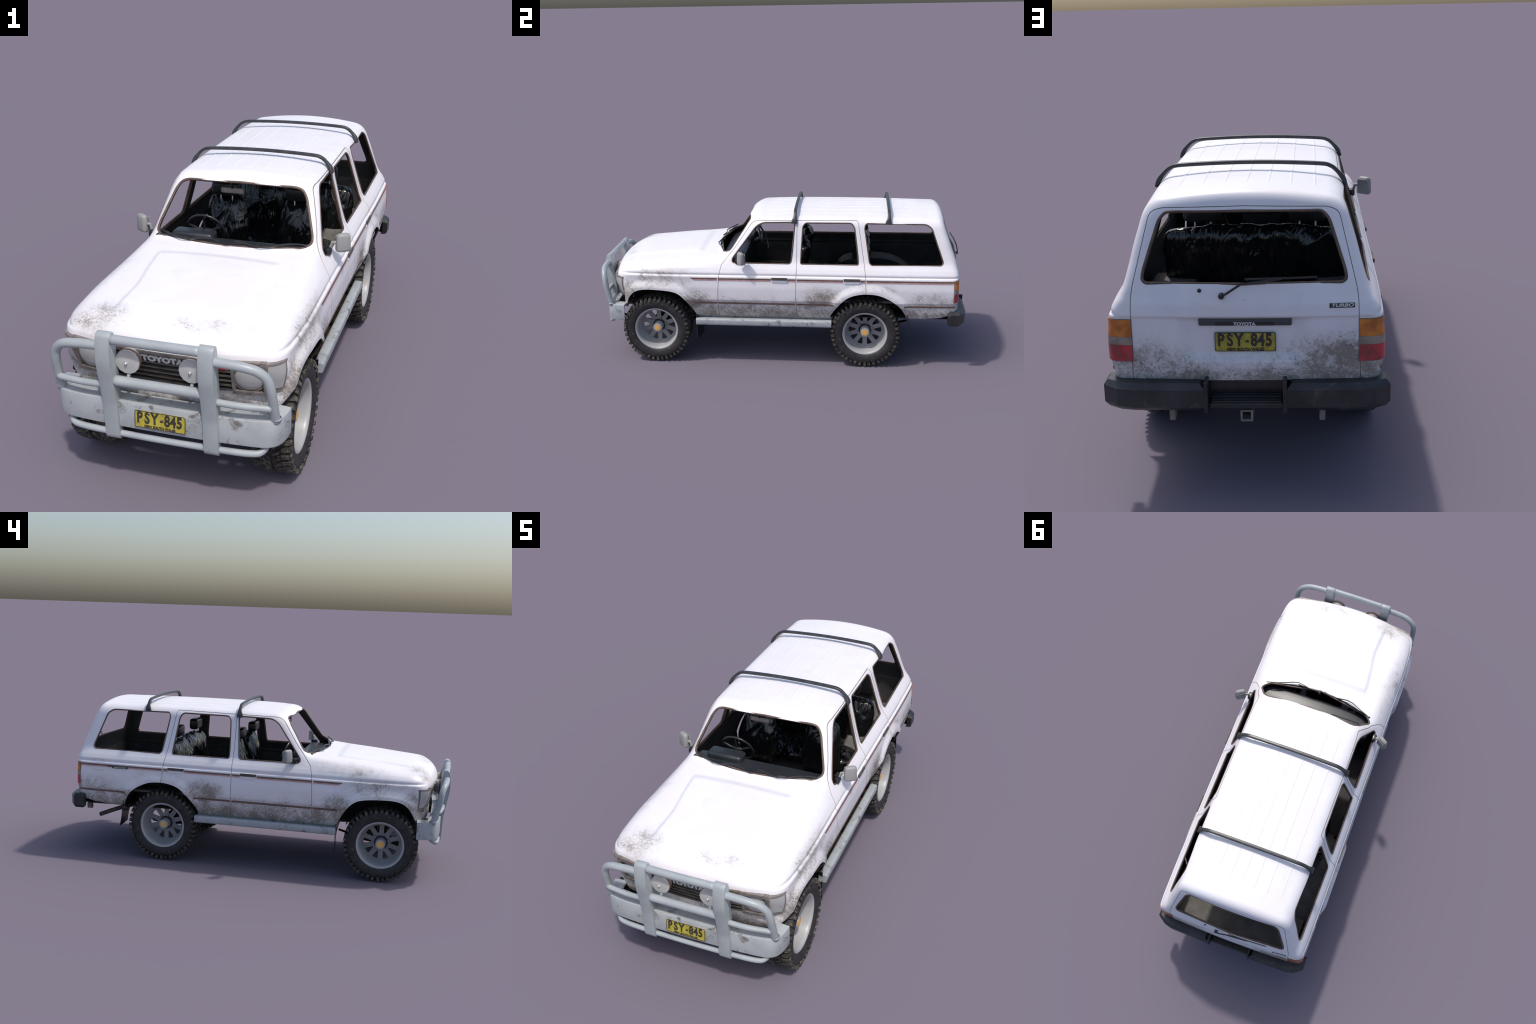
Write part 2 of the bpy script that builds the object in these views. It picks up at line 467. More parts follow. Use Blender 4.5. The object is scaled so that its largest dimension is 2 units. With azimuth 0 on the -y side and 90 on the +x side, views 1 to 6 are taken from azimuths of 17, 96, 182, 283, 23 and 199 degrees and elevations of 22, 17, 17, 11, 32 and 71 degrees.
def surface_nets():
    """polygonise the right half (x >= 0) of the body field"""
    hx, hy, hz = .006, .006, .005
    xs = np.arange(-.021, .43, hx); ys = np.arange(-.975, 1.02, hy); zs = np.arange(.185, .86, hz)
    Y2, Z2 = np.meshgrid(ys, zs, indexing='ij')
    w2 = half_width(Y2, Z2)
    F = body_field(xs[:, None, None], ys[None, :, None], zs[None, None, :], w2[None])
    ins = F < 0
    nx, ny, nz = F.shape
    c = ins[:-1, :-1, :-1].astype(np.int8)
    tot = np.zeros_like(c)
    for i in (0, 1):
        for j in (0, 1):
            for k in (0, 1): tot += ins[i:nx-1+i, j:ny-1+j, k:nz-1+k]
    cell = (tot > 0) & (tot < 8)
    I = np.argwhere(cell); idx = -np.ones(cell.shape, np.int64); idx[cell] = np.arange(len(I))
    acc = np.zeros((len(I), 3)); cnt = np.zeros(len(I))
    corners = [(i, j, k) for i in (0, 1) for j in (0, 1) for k in (0, 1)]
    for a in corners:
        for ax in range(3):
            if a[ax]: continue
            b = list(a); b[ax] = 1
            fa = F[I[:, 0]+a[0], I[:, 1]+a[1], I[:, 2]+a[2]]; fb = F[I[:, 0]+b[0], I[:, 1]+b[1], I[:, 2]+b[2]]
            m = (fa < 0) != (fb < 0)
            t = np.where(m, fa/np.where(m, fa-fb, 1), 0)
            p = np.tile(np.array(a, float), (len(I), 1)); p[:, ax] = t
            acc += p*m[:, None]; cnt += m
    P = (I + acc/cnt[:, None])*[hx, hy, hz] + [xs[0], ys[0], zs[0]]
    faces = []
    for ax in range(3):
        o1, o2 = [(1, 2), (2, 0), (0, 1)][ax]
        s0 = [slice(None)]*3; s1 = [slice(None)]*3
        s0[ax] = slice(0, -1); s1[ax] = slice(1, None)
        A, B = ins[tuple(s0)], ins[tuple(s1)]
        E = np.argwhere(A != B)
        ok = (E[:, o1] > 0) & (E[:, o2] > 0) & (E[:, o1] < F.shape[o1]-1) & (E[:, o2] < F.shape[o2]-1)
        E = E[ok]
        def cellid(d1, d2):
            q = E.copy(); q[:, o1] += d1; q[:, o2] += d2
            return idx[q[:, 0], q[:, 1], q[:, 2]]
        q = np.stack([cellid(-1, -1), cellid(0, -1), cellid(0, 0), cellid(-1, 0)], 1)
        flip = ~A[tuple(E.T)]
        q[flip] = q[flip][:, ::-1]
        faces.append(q)
    Q = np.concatenate(faces); Q = Q[(Q >= 0).all(1)]
    P = project(P, 3)
    # relax tangentially so the quads stay even, then settle back on the form
    e = np.concatenate([Q[:, [0, 1]], Q[:, [1, 2]], Q[:, [2, 3]], Q[:, [3, 0]]])
    for _ in range(4):
        S = np.zeros_like(P); n = np.zeros(len(P))
        np.add.at(S, e[:, 0], P[e[:, 1]]); np.add.at(n, e[:, 0], 1)
        np.add.at(S, e[:, 1], P[e[:, 0]]); np.add.at(n, e[:, 1], 1)
        d = S/np.maximum(n, 1)[:, None] - P
        g = unit(grad(P)); d -= (d*g).sum(1)[:, None]*g
        P = P + .5*d
    return project(P, 3), Q

def surf_x(y, z, lo=.1, hi=.45):
    y = np.asarray(y, float); z = np.asarray(z, float)
    a = np.full(y.shape, lo); b = np.full(y.shape, hi)
    for _ in range(26):
        m = (a+b)/2; f = body_field(m, y, z); a = np.where(f < 0, m, a); b = np.where(f < 0, b, m)
    return (a+b)/2
def surf_y(x, z, rear=True):
    x = np.asarray(x, float); z = np.asarray(z, float)
    s = 1 if rear else -1
    a = np.full(x.shape, .6 if rear else .1); b = np.full(x.shape, 1.1)
    for _ in range(26):
        m = (a+b)/2; f = body_field(x, s*m, z); a = np.where(f < 0, m, a); b = np.where(f < 0, b, m)
    return s*(a+b)/2
def surf_z(x, y, lo=.3, hi=.95):
    x = np.asarray(x, float); y = np.asarray(y, float)
    a = np.full(x.shape, lo); b = np.full(x.shape, hi)
    for _ in range(26):
        m = (a+b)/2; f = body_field(x, y, m); a = np.where(f < 0, m, a); b = np.where(f < 0, b, m)
    return (a+b)/2

# ---- outlines cut into the body (side view y,z; end views x,z)
WIN_FRONT = round_poly([(.082, .779), (-.090, .776), (-.124, .757), (-.250, .590), (-.252, .575), (-.243, .567), (.058, .566), (.067, .574), (.084, .762)],
                       [.006, .03, .03, .012, .008, .008, .006, .008, .02], 4)
WIN_REAR = round_poly([(.118, .566), (.119, .62), (.127, .760), (.141, .777), (.386, .778), (.402, .757), (.424, .590), (.424, .566)],
                      [.008, .02, .012, .012, .012, .02, .02, .008], 4)
WIN_QUARTER = round_poly([(.455, .752), (.458, .770), (.467, .777), (.776, .774), (.806, .757), (.868, .582), (.859, .568), (.494, .565), (.483, .574)],
                         [.01, .006, .008, .012, .02, .014, .014, .012, .014], 4)
FRONT_SCREEN = round_poly([(0, .6105), (.262, .6105), (.289, .619), (.286, .640), (.246, .752), (.228, .776), (.20, .783), (0, .788)],
                          [0, .02, .016, .03, .03, .016, .03, 0], 5, closed=False)
REAR_SCREEN = round_poly([(0, .590), (.258, .590), (.268, .598), (.266, .618), (.224, .748), (.206, .767), (0, .769)],
                         [0, .012, .010, .02, .014, .012, 0], 4, closed=False)
GAP = .0012
A_LINE = [(-.3275, .255), (-.3285, .345), (-.322, .50), (-.308, .558), (-.297, .570), (-.226, .657), (-.153, .765), (-.138, .778), (-.115, .7845), (.03, .786), (.25, .7885), (.416, .790)]
C_LINE = [(.421, .780), (.457, .558), (.464, .50), (.467, .418)]
B_LINE = [(.0965, .788), (.0965, .55), (.0935, .40), (.0985, .29), (.101, .255)]
def shifted(pts, d):
    P = np.asarray(pts, float); T = np.gradient(P, axis=0); T /= np.linalg.norm(T, axis=1)[:, None]
    return P + d*np.stack([-T[:, 1], T[:, 0]], 1)
DOOR_OUT = round_poly(A_LINE + C_LINE, [0, 0, .02, .02, .02, .02, .02, .02, .02, 0, 0, .012, .0, .02, .02, 0], 3, closed=False)
FRONT_LAMPS = round_poly([(-1.02, .484), (-.849, .484), (-.852, .400), (-.872, .366), (-1.02, .366)], [0, .008, .03, .03, 0], 5, closed=False)
TAIL_IN = round_poly([(.0, .781), (.222, .776), (.250, .764), (.299, .560), (.2995, .50), (.305, .318)], [0, .02, .03, .05, .02, 0], 4, closed=False)
BOTTOM = np.array([(-1.05, .300)] + [tuple(p) for p in ARCH_F] + [tuple(p) for p in ARCH_R] + [(.77, .276), (.85, .283), (.90, .296), (.925, .312), (.945, .322), (1.05, .322)])

def cut(bm, line, axes, keep, closed=False, reach=.011):
    """split faces along a 2D polyline seen along the third axis"""
    line = np.asarray(line, float)
    cen = []; fl = list(bm.faces)
    C = np.array([f.calc_center_median()[:] for f in fl])
    near = (seg_dist(line, C[:, axes], closed) < reach) & keep(C)
    cand = [fl[i] for i in np.nonzero(near)[0]]
    A = line if closed else line[:-1]; B = np.roll(line, -1, 0) if closed else line[1:]
    third = ({0, 1, 2} - set(axes)).pop()
    cc = C[near]
    for a, b in zip(A, B):
        d = b - a; L = np.hypot(*d)
        if L < 1e-5: continue
        q = cc[:, axes] - a; t = np.clip(q @ d/(L*L), 0, 1)
        hit = np.nonzero(((q - t[:, None]*d)**2).sum(1) < reach*reach)[0]
        sel = []
        for i in hit:
            f = cand[i]
            if not f.is_valid: continue
            V2 = [(v.co[axes[0]]-a[0], v.co[axes[1]]-a[1]) for v in f.verts]
            s = [(u*d[0] + w*d[1])/L for u, w in V2]
            if max(s) < -1e-6 or min(s) > L + 1e-6: continue
            t = [(-u*d[1] + w*d[0])/L for u, w in V2]
            if max(t) > 1e-6 and min(t) < -1e-6: sel.append(f)
        if not sel: continue
        co = [0, 0, 0]; no = [0, 0, 0]
        co[axes[0]], co[axes[1]] = a; no[axes[0]], no[axes[1]] = -d[1]/L, d[0]/L
        geom = set(sel)
        for f in sel: geom.update(f.edges); geom.update(f.verts)
        r = bmesh.ops.bisect_plane(bm, geom=list(geom), dist=1e-6, plane_co=co, plane_no=no)
        old = set(sel)
        new = [g for g in r['geom'] if isinstance(g, bmesh.types.BMFace) and g not in old]
        # the split faces keep their handle but moved centre: re-measure both halves
        new += [f for f in sel if f.is_valid]
        if new:
            cand += new; cc = np.vstack([cc, [f.calc_center_median()[:] for f in new]])

def build_panels():
    P, Q = surface_nets()
    bm = bmesh.new()
    vs = [bm.verts.new(p) for p in P]
    for q in Q:
        if len(set(q)) == 4: bm.faces.new([vs[i] for i in q])
    bmesh.ops.bisect_plane(bm, geom=bm.verts[:] + bm.edges[:] + bm.faces[:], dist=1e-6, plane_co=(0, 0, 0), plane_no=(1, 0, 0), clear_inner=True)
    bm.verts.ensure_lookup_table()
    bmesh.ops.delete(bm, geom=[v for v in bm.verts if not v.link_faces], context='VERTS')
    yz, xz = [1, 2], [0, 2]
    everywhere = lambda C: np.ones(len(C), bool)
    flank = lambda C: C[:, 0] > .2
    nose = lambda C: C[:, 1] < -.8
    tail = lambda C: C[:, 1] > .78
    screen = lambda C: (C[:, 1] > -.5) & (C[:, 1] < -.08)
    cut(bm, BOTTOM, yz, everywhere)
    # everything below the sill and inside the wheel arches goes
    fl = list(bm.faces); C = np.array([f.calc_center_median()[:] for f in fl])
    lim = np.interp(C[:, 1], BOTTOM[:, 0], BOTTOM[:, 1])
    bmesh.ops.delete(bm, geom=[f for f, k in zip(fl, C[:, 2] < lim) if k], context='FACES')
    for w in (WIN_FRONT, WIN_REAR, WIN_QUARTER): cut(bm, w, yz, flank, closed=True)
    for d in (-GAP, GAP):
        cut(bm, shifted(DOOR_OUT, d), yz, flank); cut(bm, shifted(B_LINE, d), yz, flank)
    cut(bm, FRONT_LAMPS, yz, nose)
    cut(bm, FRONT_SCREEN, xz, screen); cut(bm, REAR_SCREEN, xz, tail)
    for d in (-GAP*.8, GAP*.8): cut(bm, shifted(TAIL_IN, d), xz, tail)
    bm.verts.index_update()
    fl = list(bm.faces); C = np.array([f.calc_center_median()[:] for f in fl])
    S, E = C[:, yz], C[:, xz]; fk = flank(C)
    hole = np.zeros(len(C), bool)
    for w in (WIN_FRONT, WIN_REAR, WIN_QUARTER): hole |= in_poly(w, S) & fk
    hole |= in_poly(np.vstack([FRONT_SCREEN]), E) & screen(C)
    hole |= in_poly(REAR_SCREEN, E) & tail(C) & (C[:, 1] > .84)
    hole |= in_poly(FRONT_LAMPS, S) & nose(C)
    near_door = (seg_dist(DOOR_OUT, S) < GAP*.999) & fk
    gap = near_door | ((seg_dist(np.asarray(B_LINE), S) < GAP*.98) & fk)
    gap |= (seg_dist(TAIL_IN, E) < GAP*.79) & tail(C) & (C[:, 1] > .80)
    doors = in_poly(np.vstack([DOOR_OUT, [(.467, .2), (-.3275, .2)]]), S) & fk & ~gap
    bx = np.interp(-C[:, 2], -np.array(B_LINE)[:, 1], np.array(B_LINE)[:, 0])
    tg = in_poly(np.vstack([TAIL_IN, [(0, .318)]]), E) & (C[:, 1] > .80) & ~gap
    lab = np.full(len(C), 'body', dtype=object)
    lab[(C[:, 2] > .787) & (C[:, 1] > -.21) & ~tg] = 'roof'
    lab[(C[:, 2] > W_LIP) & (C[:, 1] < -.335) & ~(fk & (C[:, 1] > -.345) & (C[:, 2] < .57))] = 'hood'
    lab[doors & (C[:, 1] < bx)] = 'front_door'; lab[doors & (C[:, 1] >= bx)] = 'rear_door'
    lab[tg] = 'tailgate'
    lab[gap] = 'seam'; lab[hole] = ''
    co = np.array([v.co[:] for v in bm.verts])
    fv = [[v.index for v in f.verts] for f in fl]
    bm.free()
    return co, fv, lab
W_LIP = .503

def shell(co, faces, thick, rim=2, sink=0.0):
    """panel with thickness: outer skin, inner skin, rim; exact normals of the body form on the skins"""
    used = sorted({i for f in faces for i in f}); mp = {u: k for k, u in enumerate(used)}
    p = co[used]; N = unit(grad(p)); n = len(p); p = p - sink*N
    f0 = [[mp[i] for i in f] for f in faces]
    inner = p - thick*N
    inner[:, 0] = np.where(np.abs(p[:, 0]) < 1e-6, 0, inner[:, 0])
    cnt = {}
    for f in f0:
        for a, b in zip(f, f[1:] + f[:1]): cnt[(a, b)] = 1
    edge = [(a, b) for (a, b) in cnt if (b, a) not in cnt and not (abs(p[a, 0]) < 1e-6 and abs(p[b, 0]) < 1e-6)]
    fs = f0 + [[i + n for i in reversed(f)] for f in f0] + [[b, a, a + n, b + n] for a, b in edge]
    ms = [0]*len(f0) + [1]*len(f0) + [rim]*len(edge)
    nv = [N, -N, None]
    return np.vstack([p, inner]), fs, ms, np.vstack([N, -N])

def shell_object(name, sh, mats, parent=None, both=False, flip=False):
    v, f, m, N = sh
    if flip: v = v*[-1, 1, 1]; N = N*[-1, 1, 1]; f = [list(reversed(q)) for q in f]
    if both:
        k = len(v); mid = np.abs(v[:, 0]) < 1e-6
        rmap = np.where(mid, np.arange(k), np.arange(k) + k)
        f = f + [[int(rmap[i]) for i in reversed(q)] for q in f]; m = m + m
        v = np.vstack([v, v*[-1, 1, 1]]); N = np.vstack([N, N*[-1, 1, 1]])
    me = mesh(v, f, m)
    o = add(name, me, parent, mats)
    fm = np.array(m); ln = []
    for p in me.polygons:
        if p.material_index == 2: ln += [(0, 0, 0)]*p.loop_total
        else: ln += [tuple(N[i]) for i in p.vertices]
    me.normals_split_custom_set(ln)
    return o

co, fv, lab = build_panels()
PANEL_MATS = [M_PAINT, M_INNER, M_SEAL]
def panel(name): return shell(co, [f for f, l in zip(fv, lab) if l == name], .010)
BODY = shell_object("body", panel('body'), PANEL_MATS, both=True)
shell_object("roof", panel('roof'), PANEL_MATS, both=True)
shell_object("hood", panel('hood'), PANEL_MATS, both=True)
TAILGATE = shell_object("tailgate", panel('tailgate'), PANEL_MATS, both=True)
M_SEAM = plain("seam_grime", (.22, .195, .185), .8, var=.3, scale=30)
shell_object("panel_seam", shell(co, [f for f, l in zip(fv, lab) if l == 'seam'], .004, sink=.0014), [M_SEAM, M_INNER, M_SEAM], both=True)
fd, rd = panel('front_door'), panel('rear_door')
DOORS = [(shell_object("front_door", fd, PANEL_MATS, flip=s < 0), shell_object("rear_door", rd, PANEL_MATS, flip=s < 0), s) for s in (1, -1)]
#PART2
def offs(p, d):
    """push surface points along the body's normal"""
    p = np.asarray(p, float); return p + d*unit(grad(p))

def flank_pts(yz):
    yz = np.asarray(yz, float); return np.stack([surf_x(yz[:, 0], yz[:, 1]), yz[:, 0], yz[:, 1]], 1)

def flank_slab(y0, y1, z0, z1, out=.0012, inn=-.003, ny=None, nz=2, skew=0.0):
    ny = ny or max(3, int(abs(y1-y0)/.02))
    yy, zz = np.meshgrid(np.linspace(y0, y1, ny), np.linspace(z0, z1, nz), indexing='ij')
    if skew: yy = yy + skew*(zz - z0)*(np.arange(ny) == 0)[:, None]
    p = np.stack([surf_x(yy, zz), yy, zz], -1)
    n = unit(grad(p.reshape(-1, 3))).reshape(p.shape)
    return slab(p + n*out, p + n*inn)

def both_sides(name, part, mat, parent=None, angle=40):
    for s in (1, -1):
        q = part if s > 0 else mirror_x(part)
        add(name, mesh(*q[:2]), parent, mat, angle=angle)

# ---- rubber round the window openings
def seal_ring(pts3, r=.0038, closed=True):
    return tube([tuple(p) for p in pts3], r, 8, closed_path=closed, cap=False)
for w, nm in ((WIN_FRONT, 0), (WIN_REAR, 1), (WIN_QUARTER, 2)):
    ring = seal_ring(offs(flank_pts(w), -.0018))
    for i, s in enumerate((1, -1)):
        par = DOORS[i][0] if nm == 0 else DOORS[i][1] if nm == 1 else BODY
        add("window_seal", mesh(*(ring if s > 0 else mirror_x(ring))[:2]), par, M_SEAL)
def end_ring(line, rear):
    q = np.array([p for p in line] + [(-p[0], p[1]) for p in line[::-1][1:-1]])
    y = surf_y(np.abs(q[:, 0]), q[:, 1], rear=rear)
    return offs(np.stack([q[:, 0], y, q[:, 1]], 1), -.002)
add("windshield_seal", mesh(*seal_ring(end_ring(FRONT_SCREEN, False), .0048)[:2]), BODY, M_SEAL)
add("rear_window_seal", mesh(*seal_ring(end_ring(REAR_SCREEN, True), .0045)[:2]), TAILGATE, M_SEAL)

# ---- brown and pink side stripes, broken at the door gaps and handles
HANDLES = [(-.036, .047), (.349, .435)]
spans = [(-.465, -.331, 0), (-.324, -.040, 1), (.051, .0915, 1), (.0995, .345, 2), (.439, .4595, 2), (.4685, .932, 0)]
low = [(-.457, -.332, 0), (-.325, .0905, 1), (.099, .294, 2), (.668, .934, 0)]
for i, s in enumerate((1, -1)):
    pars = [BODY, DOORS[i][0], DOORS[i][1]]
    for y0, y1, k in spans:
        sk = -1.6 if y0 < -.4 else 0
        for z0, z1, m, nm in ((.4838, .4916, M_STRIPE, "side_stripe"), (.4772, .4828, M_PINK, "side_pinstripe")):
            p = flank_slab(y0 + (.010 if z0 < .48 and sk else 0), y1, z0, z1, skew=sk)
            add(nm, mesh(*(p if s > 0 else mirror_x(p))), pars[k], m, smooth=False)
    for y0, y1, k in low:
        p = flank_slab(y0, y1, .3455, .3545, out=.0028)
        add("lower_moulding", mesh(*(p if s > 0 else mirror_x(p))), pars[k], M_STRIPE, smooth=False)
    # door handles: dark paddle over a painted scoop
    for (y0, y1), par in zip(HANDLES, pars[1:]):
        a = flank_slab(y0, y1, .4865, .4985, out=.0065, nz=4); b = flank_slab(y0 + .002, y1 - .002, .474, .4865, out=.004, nz=4)
        for nm, p, m in (("door_handle", a, M_HANDLE), ("handle_scoop", b, M_PAINT)):
            add(nm, mesh(*(p if s > 0 else mirror_x(p))), par, m, angle=35)
    # door mirror: housing, arm and black foot
    par = pars[1]
    Ry = Matrix.Rotation(math.radians(33), 3, 'Z')
    hs = bevel_box((.383, -.197, .606), (.056, .029, .069), .012, 3, rot=Ry, taper=(.9, .85))
    arm = tube([(.340, -.210, .585), (.346, -.208, .606), (.366, -.204, .608)], .0060, 8)
    foot = bevel_box((.335, -.216, .577), (.022, .036, .026), .005, 2)
    gl = bevel_box(V((.383, -.197, .604)) + Ry @ V((0, .0150, 0)), (.046, .003, .055), .001, 1, rot=Ry)
    for nm, p, m in (("door_mirror", hs, M_MIRROR), ("mirror_arm", arm, M_MIRROR), ("mirror_foot", foot, M_BLACK), ("mirror_glass", gl, M_MIRROR)):
        q = p if s > 0 else mirror_x(p)
        add(nm, mesh(*q[:2]), par, m, angle=40)
# fuel flap outline on the right quarter
fl = [tuple(p*np.array([-1, 1, 1])) for p in offs(flank_pts(round_poly([(.795, .458), (.855, .458), (.855, .516), (.795, .516)], .006, 3)), -.0003)]
add("fuel_flap_gap", mesh(*seal_ring(fl, .0009)[:2]), BODY, M_MIRROR)

# ---- roof: pressed ribs and two cross bars
ribs = []
for x0 in (-.188, -.122, -.060, .0, .060, .122, .188):
    ys = np.linspace(-.085, .765, 60); P = np.zeros((60, 5, 3)); Q = np.zeros((60, 5, 3))
    for j, (dx, h) in enumerate(((-.005, -.001), (-.0022, .0009), (0, .0013), (.0022, .0009), (.005, -.001))):
        z = surf_z(np.full(60, x0 + dx), ys); fade = np.minimum(1, np.minimum(ys + .085, .765 - ys)/.02)
        P[:, j] = np.stack([np.full(60, x0 + dx), ys, z + (h + .001)*fade - .001], 1); Q[:, j] = P[:, j] - [0, 0, .004]
    ribs.append(slab(P, Q))
v, f, m = join([(a, b) for a, b in ribs])
add("roof_ribs", mesh(v, f), bpy.data.objects["roof"], M_PAINT)

def roof_bar(y0):
    half = [(.2785, .7735), (.273, .789), (.262, .805), (.244, .8235), (.232, .8305), (.215, .8355), (.16, .839), (.08, .842), (0, .843)]
    pts = half + [(-x, z) for x, z in half[::-1][1:]]
    pts = catmull(pts, 3); n = len(pts); vs, fs = [], []
    sec = rrect(1, 1, .28, 3); k = len(sec)
    for i, (x, z) in enumerate(pts):
        t = pts[min(i+1, n-1)] - pts[max(i-1, 0)]; t = t/np.hypot(*t); nx, nz = -t[1], t[0]
        foot = sstep(.815, .775, z)
        wy = .0165 + .0165*foot; th = .0115 + .006*foot*(1 - foot)*4*.5
        for a, b in sec: vs.append((x + nx*b*th*-1, y0 + a*wy + .004*(1-foot), z + nz*b*th*-1))
    for i in range(n-1):
        for j in range(k): fs.append((i*k+j, i*k+(j+1) % k, (i+1)*k+(j+1) % k, (i+1)*k+j))
    fs += [tuple(range(k))[::-1], tuple(range((n-1)*k, n*k))]
    return vs, fs
M_RACK = plain("rack_bar_black", (.030, .032, .034), .35, var=.35, scale=40)
for y0 in (.081, .579): add("roof_bar", mesh(*roof_bar(y0)), None, M_RACK, angle=45)

# ---- wipers
def wiper(name, pts, parent, arm=None):
    bl = sweep(pts, rrect(.0055, .0045, .0012, 2)); parts = [bl]
    if arm: parts.append(tube(arm, .0032, 8)); parts.append(xf(lathe([(0, -.004), (.008, -.004), (.008, .006), (.006, .009), (0, .009)], 12, 'y'), Matrix.Translation(V(arm[0]))))
    v, f, m = join([(p[0], p[1]) for p in parts]); add(name, mesh(v, f), parent, M_BLACK, angle=40)
def screen_pt(x, z, out): 
    y = surf_y(np.array([abs(x)]), np.array([z]), rear=False)
    return tuple(offs(np.array([[x, y[0], z]]), out)[0])
wiper("windshield_wiper", [screen_pt(x, .612 + .004*math.sin(i), .012) for i, x in enumerate(np.linspace(.275, .03, 9))], BODY, [(.005, -.345, .607), (.03, -.342, .618), (.12, -.343, .622)])
wiper("windshield_wiper", [screen_pt(x, .612 + .004*math.sin(i), .012) for i, x in enumerate(np.linspace(-.02, -.265, 9))], BODY, [(-.275, -.302, .604), (-.25, -.308, .615), (-.14, -.334, .619)])
def tail_pt(x, z, out): 
    y = surf_y(np.array([abs(x)]), np.array([z]))
    return tuple(offs(np.array([[x, y[0], z]]), out)[0])
wiper("rear_wiper", [tail_pt(x, z, .014) for x, z in zip(np.linspace(-.005, -.19, 8), np.linspace(.601, .604, 8))], TAILGATE,
      [tail_pt(.057, .561, .004), tail_pt(.045, .566, .013), tail_pt(.005, .590, .016), tail_pt(-.03, .594, .016), tail_pt(-.10, .602, .016)])
add("washer_jet", mesh(*xf(lathe([(0, -.004), (.0052, -.004), (.0052, .003), (0, .004)], 10, 'y'), Matrix.Translation(V(tail_pt(.115, .574, 0))))), TAILGATE, M_BLACK)
add("tailgate_lock", mesh(*xf(lathe([(0, -.004), (.0062, -.004), (.0062, .0005), (.005, .0018), (0, .0018)], 16, 'y'), Matrix.Translation(V(tail_pt(0, .553, 0))))), TAILGATE, M_PAINT)

# ---- tailgate furniture
def tail_slab(x0, x1, z0, z1, out, inn=-.004, n=9, nz=3):
    xx, zz = np.meshgrid(np.linspace(x0, x1, n), np.linspace(z0, z1, nz), indexing='ij')
    y = surf_y(np.abs(xx), zz); p = np.stack([xx, y, zz], -1)
    return slab((p + [0, out, 0])[::-1], (p + [0, inn, 0])[::-1])
def lettering(name, s, size, org, right, up, mat, parent, **k):
    v, f = text_mesh(s, size, .0007, **k)
    add(name, mesh(*xf((v, f), facing(org, right, up))), parent, mat, smooth=False)
yb = .943
add("tailgate_handle", mesh(*bevel_box((-.001, yb + .004, .4855), (.246, .016, .0205), .004, 2)), TAILGATE, plain("handle_grey", (.052, .058, .064), .45), angle=40)
add("badge_backing", mesh(*bevel_box((.0, yb + .0125, .4815), (.155, .002, .0095), .0006, 1)), TAILGATE, M_BADGEBLACK, smooth=False)
lettering("badge_lettering", "TOYOTA", .0125, (.0, yb + .0141, .4815), (-1, 0, 0), (0, 0, 1), M_BADGE, TAILGATE, bold=.0006, sx=1.12)

def number_plate(name, org, right, up, parent):
    M = facing(org, right, up)
    pl = add(name, mesh(*xf(bevel_box((0, 0, 0), (.162, .0545, .003), .0012, 1), M)), parent, M_PLATE, angle=40)
    fr = tube([M @ V((x, y, .0012)) for x, y in round_poly([(-.080, -.0262), (.080, -.0262), (.080, .0262), (-.080, .0262)], .005, 3)], .0012, 6, closed_path=True)
    add("plate_border", mesh(*fr[:2]), parent, M_PLATEINK)
    for ch, x in zip("PSY-845", (-.0645, -.0405, -.0165, .0055, .0235, .0425, .0625)):
        v, f = text_mesh(ch, .050 if ch != '-' else .03, .0006, bold=.0016, sx=.72 if ch != '-' else .8)
        add("plate_character", mesh(*xf((v, f), M @ Matrix.Translation((x, .0045, .0022)))), parent, M_PLATEINK, smooth=False)
    v, f = text_mesh("NEW SOUTH WALES", .0108, .0005, bold=.0004, sx=.98)
    add("plate_lettering", mesh(*xf((v, f), M @ Matrix.Translation((0, -.0212, .0020)))), parent, M_PLATEINK, smooth=False)
    for sx in (-.072, .072, -.035, .035):
        add("plate_bolt", mesh(*xf(lathe([(0, .0035), (.0012, .003), (.0016, .001)], 8, 'z'), M @ Matrix.Translation((sx, .0225, 0)))), parent, M_BADGE)
yp = float(surf_y(np.array([0.]), np.array([.43]))[0])
number_plate("rear_number_plate", (0, yp + .004, .4285), (-1, 0, 0), (0, .03, 1), TAILGATE)

tb = V(tail_pt(-.2555, .532, .001))
add("turbo_badge", mesh(*xf(bevel_box((0, 0, 0), (.066, .0125, .002), .0006, 1), facing(tb, (-1, -.07, 0), (0, -.3, 1)))), TAILGATE, M_BADGEBLACK, smooth=False)
lettering("badge_lettering", "TURBO", .0118, tb + V((0, .0015, .0004)), (-1, -.07, 0), (0, -.3, 1), M_BADGE, TAILGATE, bold=.0004, sx=1.5, shear=.25)
wb = V(tail_pt(-.266, .418, .001))
lettering("badge_lettering", "4", .026, wb + V((.011, .0, .002)), (-1, -.1, 0), (0, 0, 1), M_STEEL, TAILGATE, bold=.001, sx=.9, shear=.2)
lettering("badge_lettering", "WD", .013, wb + V((-.009, 0, -.003)), (-1, -.1, 0), (0, 0, 1), M_STEEL, TAILGATE, bold=.001, sx=1.0)
